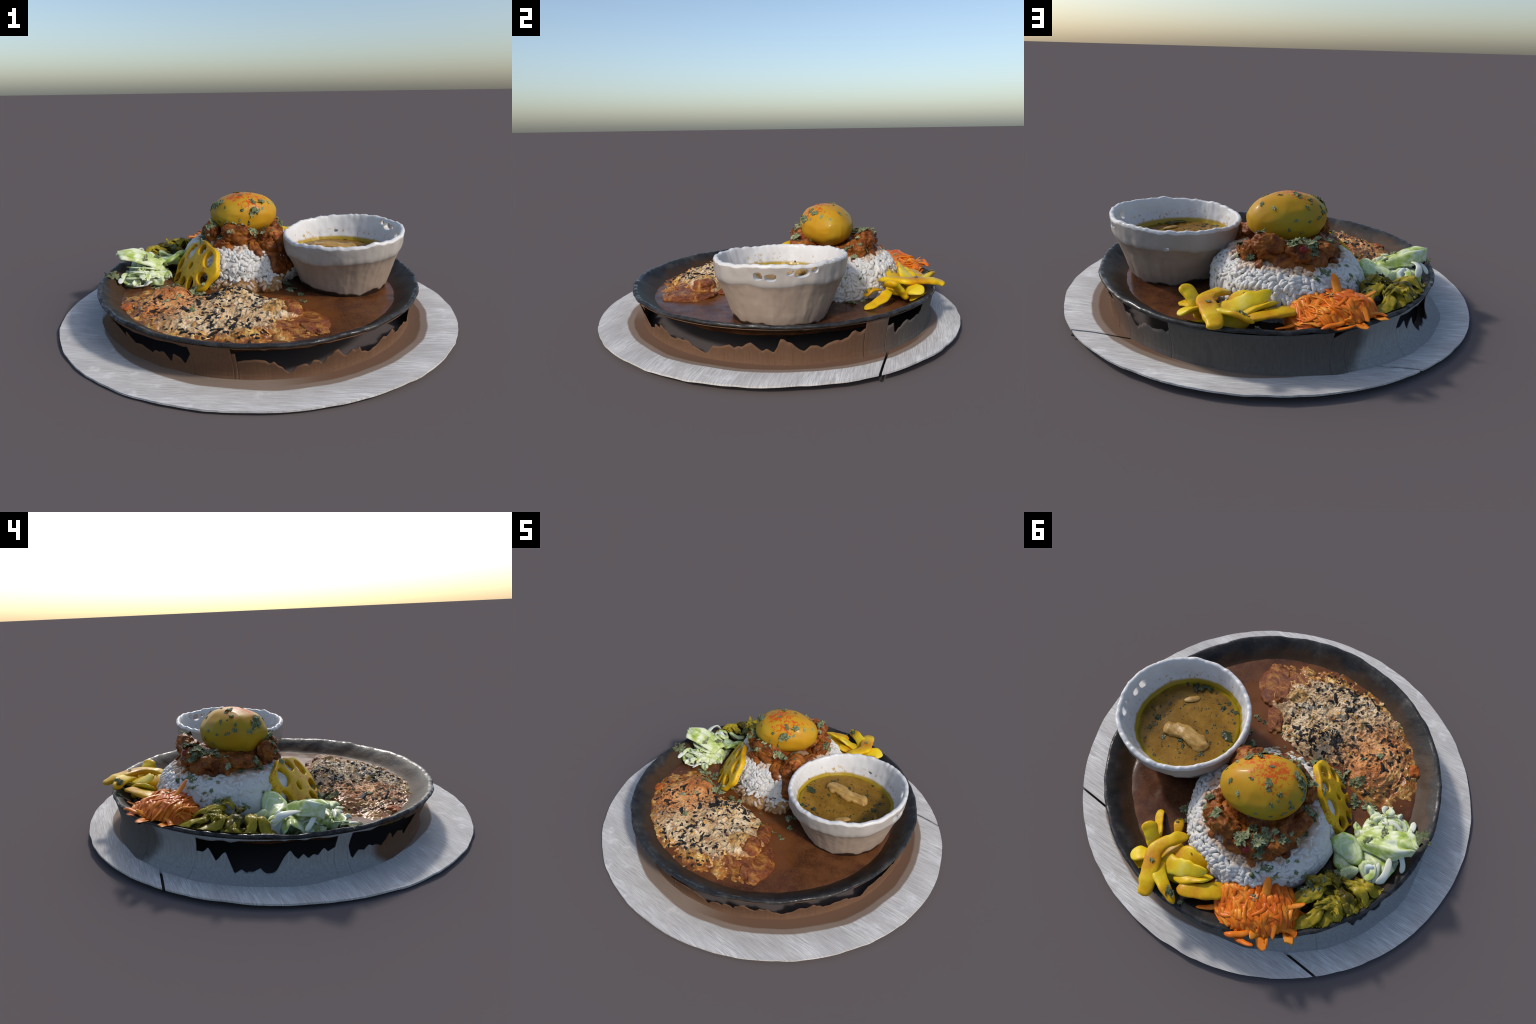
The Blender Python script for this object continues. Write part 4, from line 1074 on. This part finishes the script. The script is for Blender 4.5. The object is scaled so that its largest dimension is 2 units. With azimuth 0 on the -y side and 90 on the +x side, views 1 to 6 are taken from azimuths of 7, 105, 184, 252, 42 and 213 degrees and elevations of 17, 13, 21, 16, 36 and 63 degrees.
for i, (P_, w_) in enumerate(GL):
    P_ = np.array(P_); w_ = w_ * 0.72
    d = P_[-1] - P_[0]; side_ = np.cross(d, [0, 0, 1]); side_ /= np.linalg.norm(side_)
    C_ = catmull(P_, 30)
    def fn(u, vv, C_=C_, w_=w_, side_=side_, i=i):
        idx = np.clip((u * 29), 0, 29).astype(int)
        base = C_[idx]
        ww = w_ * (0.45 + 0.75 * np.sin(np.clip(u * 0.9 + 0.08, 0, 1) * math.pi)) * (1 + 0.25 * fbm(np.stack([u * 4, 0 * u + i, vv * 0], -1), 1.5, 2, i))
        s2 = (vv - 0.5) * 2
        fold = -0.9 * np.abs(s2) ** 1.5 * ww
        ruffle = 0.007 * np.sin(u * 15 + i * 2 + s2 * 2) * np.abs(s2) + 0.004 * fbm(np.stack([u * 6, vv * 5, 0 * u + i], -1), 1.5, 2, i)
        return base + side_ * (s2 * ww)[..., None] + np.array([0, 0, 1.0]) * (fold * 0.40 + ruffle)[..., None]
    v, f = sheet(fn, 30, 13, 0.007)
    solid(part("greens_leaf", keep_in_dish(v), f, GREENS, grn))

# ================================================================== LEEK SALAD
leek = thing("leek_salad", (-0.65, 0.08, 0.16), "pale green and white sliced leek and cabbage", "salad")
v, f = blob((-0.60, 0.10, 0.150), (0.100, 0.115, 0.052), 0.2, 0.20, 2.4, 31, 5); solid(part("leek_heap", keep_in_dish(v), f, LEEK, leek))
def slice_disc(loc, nrm, rx, ry, th, spin, mats, name="leek_slice", seed=0):
    prof = [(0.0, 0.5), (0.55, 0.55), (0.80, 0.62), (0.93, 0.5), (1.0, 0.1), (1.0, -0.5), (0.9, -0.8), (0.0, -0.8)]
    V, F = lathe(refine(prof, 0.12), 48)
    tq = np.arctan2(V[..., 0], -V[..., 1])
    k = 1 + 0.12 * np.sin(2 * tq + seed) + 0.07 * np.sin(3 * tq + 2 * seed) + 0.03 * np.sin(7 * tq + seed)
    V = V * np.stack([k, k, 1 + 0 * k], -1)
    V[..., 2] = V[..., 2] * th + 0.004 / max(rx, .01) * 0 + 0.8 * th * np.sin(2 * tq + seed) * np.hypot(V[..., 0], V[..., 1])
    me = make_mesh(name, (V * [1, 1, 1 / rx]).reshape(-1, 3), [tuple(reversed(q)) for q in F], mats)
    o = add(name, me, leek); o.location = loc; o.rotation_mode = "QUATERNION"
    o.rotation_quaternion = Vector(nrm).to_track_quat("Z", "Y") @ Quaternion((0, 0, 1), spin); o.scale = (rx, ry, rx)
    return o
slice_disc((-0.512, 0.198, 0.222), (-0.32, 0.40, 1.0), 0.060, 0.076, 0.020, 0.5, RINGS, seed=1)
slice_disc((-0.515, 0.215, 0.195), (-0.2, 0.45, 1.0), 0.064, 0.072, 0.018, 0.2, RINGS, seed=2)
slice_disc((-0.655, 0.243, 0.196), (-0.62, 0.52, 0.75), 0.030, 0.054, 0.016, 0.15, CUT, seed=3)
slice_disc((-0.640, 0.235, 0.198), (-0.55, 0.42, 0.85), 0.034, 0.060, 0.018, 0.15, LEEK, seed=4)
slice_disc((-0.570, 0.300, 0.205), (-0.3, 0.65, 0.8), 0.050, 0.034, 0.014, 0.9, LEEK, seed=5)
slice_disc((-0.660, -0.045, 0.160), (-0.3, -0.75, 0.75), 0.050, 0.032, 0.010, 0.2, RINGS, seed=6)
# cabbage leaf that fans out over the rim
A0, A1 = np.array([-0.530, 0.115, 0.222]), np.array([-0.770, 0.065, 0.272])
def cab(u, vv):
    s2 = (vv - 0.5) * 2
    c_ = A0 + (A1 - A0) * u[..., None]
    wdt = 0.055 + 0.045 * u - 0.075 * smooth(0.72, 1.0, u) + 0.010 * fbm(np.stack([u * 4, 0 * u, 0 * u], -1), 1, 2, 4)
    dirw = np.array([-0.20, -0.96, -0.02])
    z = 0.030 * np.sin(u * math.pi * 0.8) - 0.030 * np.abs(s2) ** 2 * (1 - 0.3 * u) + 0.006 * np.sin(s2 * 9) * (0.4 + u) - 0.030 * smooth(0.5, 1, -s2) * u
    z = z + 0.006 * fbm(np.stack([u * 3, vv * 3, 0 * u], -1), 1.5, 2, 8)
    return c_ + dirw * (s2 * wdt)[..., None] + np.array([0, 0, 1.0]) * z[..., None]
v, f = sheet(cab, 40, 28, 0.010); solid(part("cabbage_leaf", v, f, LEEK, leek))
def cab2(u, vv):
    s2 = (vv - 0.5) * 2
    c_ = np.array([-0.56, 0.15, 0.195]) + np.array([-0.17, 0.045, 0.020]) * u[..., None]
    z = 0.02 * np.sin(u * 3) - 0.045 * np.abs(s2 - 0.2) ** 1.6 + 0.006 * fbm(np.stack([u * 4, vv * 4, 0 * u], -1), 1.5, 2, 18)
    return c_ + np.array([0.15, 0.95, -0.15]) * (s2 * (0.07 - 0.025 * u))[..., None] + np.array([0, 0, 1.0]) * z[..., None]
v, f = sheet(cab2, 30, 22, 0.009); solid(part("cabbage_leaf", v, f, LEEK, leek))
SHR = [([(-0.690, 0.150, 0.255), (-0.705, 0.200, 0.262), (-0.708, 0.245, 0.255), (-0.695, 0.270, 0.225)], 0.017, WHITE), ([(-0.66, 0.185, 0.235), (-0.675, 0.235, 0.23), (-0.68, 0.275, 0.205)], 0.013, WHITE),
       ([(-0.704, -0.100, 0.170), (-0.712, -0.062, 0.178), (-0.705, -0.035, 0.172)], 0.015, WHITE), ([(-0.56, -0.01, 0.175), (-0.61, -0.045, 0.185), (-0.665, -0.055, 0.178), (-0.70, -0.03, 0.172)], 0.013, LEEK),
       ([(-0.62, -0.06, 0.155), (-0.66, -0.08, 0.160), (-0.70, -0.05, 0.165), (-0.69, -0.01, 0.175)], 0.011, LEEK), ([(-0.53, 0.03, 0.185), (-0.56, -0.02, 0.195), (-0.62, -0.02, 0.20), (-0.66, 0.01, 0.195)], 0.015, LEEK),
       ([(-0.52, 0.02, 0.165), (-0.545, -0.03, 0.165), (-0.59, -0.06, 0.155)], 0.009, WHITE), ([(-0.55, 0.06, 0.20), (-0.60, 0.03, 0.215), (-0.67, 0.03, 0.215), (-0.72, 0.05, 0.21)], 0.015, LEEK),
       ([(-0.57, -0.05, 0.150), (-0.60, -0.08, 0.152), (-0.64, -0.09, 0.150)], 0.009, WHITE), ([(-0.72, 0.10, 0.24), (-0.75, 0.13, 0.225), (-0.765, 0.16, 0.20)], 0.012, WHITE), ([(-0.52, 0.07, 0.16), (-0.535, 0.00, 0.155), (-0.54, -0.05, 0.15)], 0.008, LEEK),
       ([(-0.64, 0.28, 0.21), (-0.66, 0.25, 0.235), (-0.64, 0.20, 0.235)], 0.016, LEEK), ([(-0.58, 0.00, 0.205), (-0.64, -0.02, 0.208), (-0.69, 0.00, 0.20)], 0.010, WHITE)]
for i, (P_, w_, m_) in enumerate(SHR):
    v, f = sweep(P_, cap(w_, .3, .3, .3), cap(0.0045, .2, .2, .4), 26, 10, twist=0.9 * math.sin(i * 1.3 + 1), amp=0.002, freq=20, seed=i)
    solid(part("leek_shred", keep_in_dish(v), f, m_, leek))
for i in range(22):
    a_ = rng.uniform(0, TAU); q_ = math.sqrt(rng.random())
    ctr = np.array([-0.610 + 0.110 * q_ * math.cos(a_), 0.055 + 0.130 * q_ * math.sin(a_), 0])
    ctr[2] = 0.168 + 0.048 * (1 - q_ * q_) + rng.uniform(-.008, .008)
    h_ = rng.uniform(0, TAU); La, Lb = rng.uniform(0.035, 0.065), rng.uniform(0.015, 0.032)
    da, db = np.array([math.cos(h_), math.sin(h_), rng.uniform(-.3, .3)]), np.array([-math.sin(h_), math.cos(h_), rng.uniform(-.5, .5)])
    def crumple(u, vv, ctr=ctr, da=da, db=db, La=La, Lb=Lb, i=i):
        a2, b2 = (u - .5) * 2, (vv - .5) * 2
        rag = 1 + 0.25 * fbm(np.stack([a2 * 2, 0 * b2 + i, np.sign(b2)], -1), 1.6, 2, i)
        taper = np.sqrt(np.clip(1.05 - a2 ** 2, 0.05, 1))
        z = 0.012 * fbm(np.stack([a2 * 1.5, b2 * 1.5, 0 * a2 + i], -1), 1.3, 2, i) - 0.016 * b2 * b2 - 0.012 * a2 * a2 + 0.004 * np.sin(a2 * 8 + i) * np.abs(b2)
        return ctr + da * (a2 * La)[..., None] + db * (b2 * Lb * taper * rag)[..., None] + np.array([0, 0, 1.0]) * z[..., None]
    v, f = sheet(crumple, 22, 11, 0.006)
    part("cabbage_leaf", keep_in_dish(v), f, LEEK, leek)
for i in range(10):
    a_ = rng.uniform(0, TAU); q_ = math.sqrt(rng.random())
    x, y = -0.615 + 0.125 * q_ * math.cos(a_), 0.035 + 0.135 * q_ * math.sin(a_)
    L = rng.uniform(0.02, 0.05); h_ = rng.uniform(0, TAU); zb = 0.160 + 0.055 * (1 - q_ * q_) + rng.uniform(-.01, .012)
    pts = [(x + math.cos(h_ + b_ * u) * L * u, y + math.sin(h_ + b_ * u) * L * u, zb + 0.010 * (1 - u * u)) for b_ in (rng.normal(0, .7),) for u in (-1, -.3, .4, 1)]
    v, f = sweep(pts, cap(rng.uniform(0.007, 0.017), .3, .3, .3), cap(0.0035, .2, .2, .4), 18, 8, twist=rng.normal(0, .8), amp=0.002, freq=25, seed=i)
    part("leek_shred", keep_in_dish(v), f, (LEEK, LEEK, LEEK, LEEK, WHITE)[i % 5], leek)

# ================================================================== DRIED HERBS, dropped on what lies below
herbs = thing("dried_herb_garnish", (-0.15, 0.3, 0.4), "scattered crumbly dried green herb leaves", "herbs")
AV, AF = join([s_ for s_ in surfaces])
ALL = BVHTree.FromPolygons([tuple(p) for p in AV], AF)
EGGB = BVHTree.FromPolygons([tuple(p) for p in np.array([v_.co[:] for v_ in egg_body.data.vertices])], [tuple(p.vertices) for p in egg_body.data.polygons])
def herb_mesh(seed):
    r_ = np.random.default_rng(seed)
    n, nr = 26, 5
    t = np.arange(n) * TAU / n
    lob = 0.62 + 0.30 * np.abs(np.sin(t * r_.choice([1.5, 2, 2.5]) + r_.uniform(0, 6))) + 0.16 * r_.normal(size=n)
    asp = r_.uniform(0.45, 0.95)
    rad = np.linspace(0, 1, nr)
    x = rad[None] * (lob * np.cos(t))[:, None]; y = asp * rad[None] * (lob * np.sin(t))[:, None]
    p = np.stack([x, y, 0 * x], -1)
    z = 0.24 * fbm(p + seed, 1.9, 3, seed) + r_.uniform(-0.25, 0.15) * x * x + r_.uniform(-.35, .1) * y * y
    top = np.stack([x, y, z + 0.035], -1); bot = np.stack([x, y, z - 0.035], -1)
    V = np.concatenate([top, bot[:, ::-1]], 1)
    return V.reshape(-1, 3), [tuple(reversed(q)) for q in grid_faces(n, 2 * nr, True, True)]
HM = [make_mesh("herb_leaf", *herb_mesh(400 + i), HERB) for i in range(12)]
for me_ in HM:
    bm = bmesh.new(); bm.from_mesh(me_); bmesh.ops.remove_doubles(bm, verts=bm.verts[:], dist=1e-4); bmesh.ops.recalc_face_normals(bm, faces=bm.faces[:]); bm.to_mesh(me_); bm.free()
    me_.set_sharp_from_angle(angle=math.radians(45))
def herb(p, n, s, tilt=0.35, lift=0.0025):
    o = add("herb_leaf", HM[int(rng.integers(12))], herbs)
    o.location = Vector(p) + Vector(n) * (lift + 0.05 * s); o.rotation_mode = "QUATERNION"
    o.rotation_quaternion = Vector(n).to_track_quat("Z", "Y") @ Quaternion((0, 0, 1), rng.uniform(0, TAU)) @ Quaternion((rng.normal(), rng.normal(), 0), rng.normal(0, tilt))
    o.scale = (s, s, s)
me_ = bpy.data.objects["curry_sauce"].data
SAUCE = BVHTree.FromPolygons([tuple(v_.co) for v_ in me_.vertices], [tuple(p_.vertices) for p_ in me_.polygons])
def drop(x, y, s, tilt=0.35, b=None):
    if math.hypot(x - 0.438, y - 0.114) < 0.335: b = SAUCE
    p, n = on(b or ALL, x, y)
    if p is not None:
        if n.z < 0: n = -n
        herb(p, n, s, tilt)
def toward_egg(x, y, z, s, tilt=0.25):
    d = (Vector(EC) - Vector((x, y, z))).normalized()
    p, n = EGGB.ray_cast(Vector((x, y, z)) - d * 0.3, d)[:2]
    if p is not None:
        if n.dot(d) > 0: n = -n
        herb(p, n, s * rng.uniform(0.5, 0.9), 0.10, 0.0005)
for x, y, z, s in ((-0.195, .276, .563, .026), (-.205, .30, .55, .020), (-.189, .325, .542, .019), (.006, .334, .552, .026), (-.054, .187, .546, .022), (-.206, .157, .552, .036), (-.225, .17, .545, .024), (-.203, .297, .491, .02), (-.14, .27, .585, .026), (-.155, .29, .575, .019), (-.03, .17, .55, .02), (.01, .2, .55, .019), (.04, .24, .54, .02), (.06, .29, .53, .017),
                   (-.10, .12, .47, .015), (-.24, .30, .50, .020), (-.21, .36, .49, .019), (-.15, .38, .50, .016), (-.255, .22, .50, .020), (-.05, .36, .545, .014), (.02, .17, .52, .017), (-.16, .15, .52, .018), (-.11, .20, .58, .02), (-.07, .29, .585, .018), (-.18, .38, .44, .019), (-.12, .39, .46, .014), (-.23, .27, .53, .017), (-.05, .11, .45, .02), (-.20, .13, .46, .019)):
    toward_egg(x, y, z, s)
# thick clusters on the meat, single leaves elsewhere
for x, y, k, sp, s in ((-0.150, 0.450, 9, 0.035, 0.040), (-0.225, 0.435, 10, 0.035, 0.028), (-0.20, 0.400, 8, 0.03, 0.024), (-0.270, 0.380, 6, 0.03, 0.028), (0.02, 0.46, 4, 0.025, 0.032), (0.09, 0.39, 3, 0.02, 0.032), (0.04, 0.49, 2, 0.02, 0.024), (-0.12, 0.085, 6, 0.04, 0.022), (-0.17, 0.075, 3, 0.02, 0.030), (-0.02, 0.115, 6, 0.022, 0.034), (0.05, 0.14, 5, 0.03, 0.026), (-0.265, 0.165, 7, 0.03, 0.034), (-0.30, 0.20, 5, 0.025, 0.032), (-0.235, 0.12, 4, 0.02, 0.026), (-0.32, 0.30, 3, 0.03, 0.024), (0.10, 0.24, 3, 0.03, 0.024), (-0.27, 0.09, 3, 0.02, 0.024),
                       (-0.24, 0.505, 3, 0.02, 0.034), (-0.306, 0.50, 4, 0.02, 0.028), (-0.340, 0.286, 1, 0.0, 0.020), (-0.335, 0.412, 1, 0.0, 0.024), (-0.37, 0.40, 1, .0, .022), (-0.38, 0.46, 3, .02, .026), (-0.43, 0.42, 4, .02, .028), (-0.427, 0.216, 1, 0, 0.011), (-0.10, 0.55, 1, 0, .016),
                       (0.186, -0.034, 3, 0.012, 0.030), (0.215, -0.09, 2, 0.010, 0.024), (0.245, -0.18, 3, 0.014, 0.018), (0.19, -0.17, 2, 0.01, 0.018), (0.175, 0.035, 2, 0.008, 0.026), (-0.169, -0.134, 5, 0.022, 0.034), (-0.28, -0.131, 6, 0.03, 0.036), (-0.33, -0.11, 5, 0.03, 0.036), (-0.357, -0.303, 3, 0.02, 0.020), (-0.42, -0.06, 4, 0.03, 0.030), (-0.49, -0.03, 4, 0.03, 0.032), (0.10, -0.22, 2, .02, .02), (0.06, -0.11, 2, .02, .02),
                       (-0.303, 0.617, 1, 0.0, 0.034), (-0.29, 0.61, 1, 0.0, 0.024), (-0.49, 0.416, 4, 0.02, 0.028), (-0.53, 0.335, 4, 0.02, 0.026), (-0.46, 0.47, 3, 0.02, 0.026), (-0.50, 0.17, 4, 0.03, 0.034), (-0.465, 0.13, 4, 0.02, 0.034), (-0.61, 0.07, 2, 0.03, 0.024), (-0.60, 0.42, 2, .03, .022),
                       (0.16, 0.73, 1, 0.0, 0.030), (0.03, 0.79, 2, 0.012, 0.030), (-0.05, 0.80, 1, .01, .024), (-0.10, 0.60, 2, .02, .022), (0.04, 0.61, 1, 0, .016), (0.20, 0.42, 5, 0.025, 0.034), (0.232, 0.425, 3, 0.014, 0.030), (0.22, 0.50, 3, 0.02, 0.022), (-0.30, -0.50, 2, .03, .018), (-0.15, -0.40, 2, .05, .016), (0.02, -0.36, 2, .04, .014)):
    for i in range(k):
        drop(x + rng.normal(0, sp) if sp else x, y + rng.normal(0, sp) if sp else y, s * (0.40 + 0.70 * rng.random() ** 1.3), 0.28)
# olive leaf lying on the rim
drop(-0.771, -0.034, 0.045, 0.1); drop(-0.74, -0.045, 0.03, 0.1)
# dark wet herb scraps floating in the broth
BR = BVHTree.FromPolygons([tuple(p) for p in AV], AF)
scr = []
for i in range(110):
    a = rng.uniform(0, TAU); q = 0.235 * math.sqrt(rng.random())
    x, y = 0.436 + q * math.cos(a), 0.113 + q * math.sin(a)
    v, f = herb_mesh(700 + i % 14)
    s = rng.uniform(0.003, 0.008) if i > 14 else rng.uniform(0.012, 0.024)
    scr.append((rotz(v * [s, s, s * 0.25], rng.uniform(0, TAU)) + np.array([x, y, 0.3118 - 0.022 * (x - .436) + 0.004 * (y - .113)]), f))
for c_, s in (((0.232, 0.075), 0.036), ((0.25, 0.06), 0.03), ((0.50, -0.09), 0.034), ((0.53, -0.07), 0.03), ((0.47, -0.105), 0.03)):
    v, f = herb_mesh(int(720 + s * 1000)); scr.append((rotz(v * [s, s, s * 0.25], c_[0] * 40) + np.array([*c_, 0.3165]), f))
v, f = join(scr); part("herb_scraps", v, f, DARK_HERB, bowl, kind="stuff")
# black pepper at the foot of the rice
pep = []
for i in range(170):
    az = math.radians(rng.normal(-18, 24)); s = abs(rng.normal(0.04, 0.09))
    p = rice_point(np.array(az), np.array(min(s + 0.02, .4)))
    k = rng.uniform(0.003, 0.007)
    v, f = blob(p + np.array([math.sin(az), -math.cos(az), 0.2]) * 0.006, (k, k, k * .7), 0, 0.3, 2, i, 1); pep.append((v, f))
v, f = join(pep); part("pepper_grains", v, f, CHAR, rice, kind="stuff")
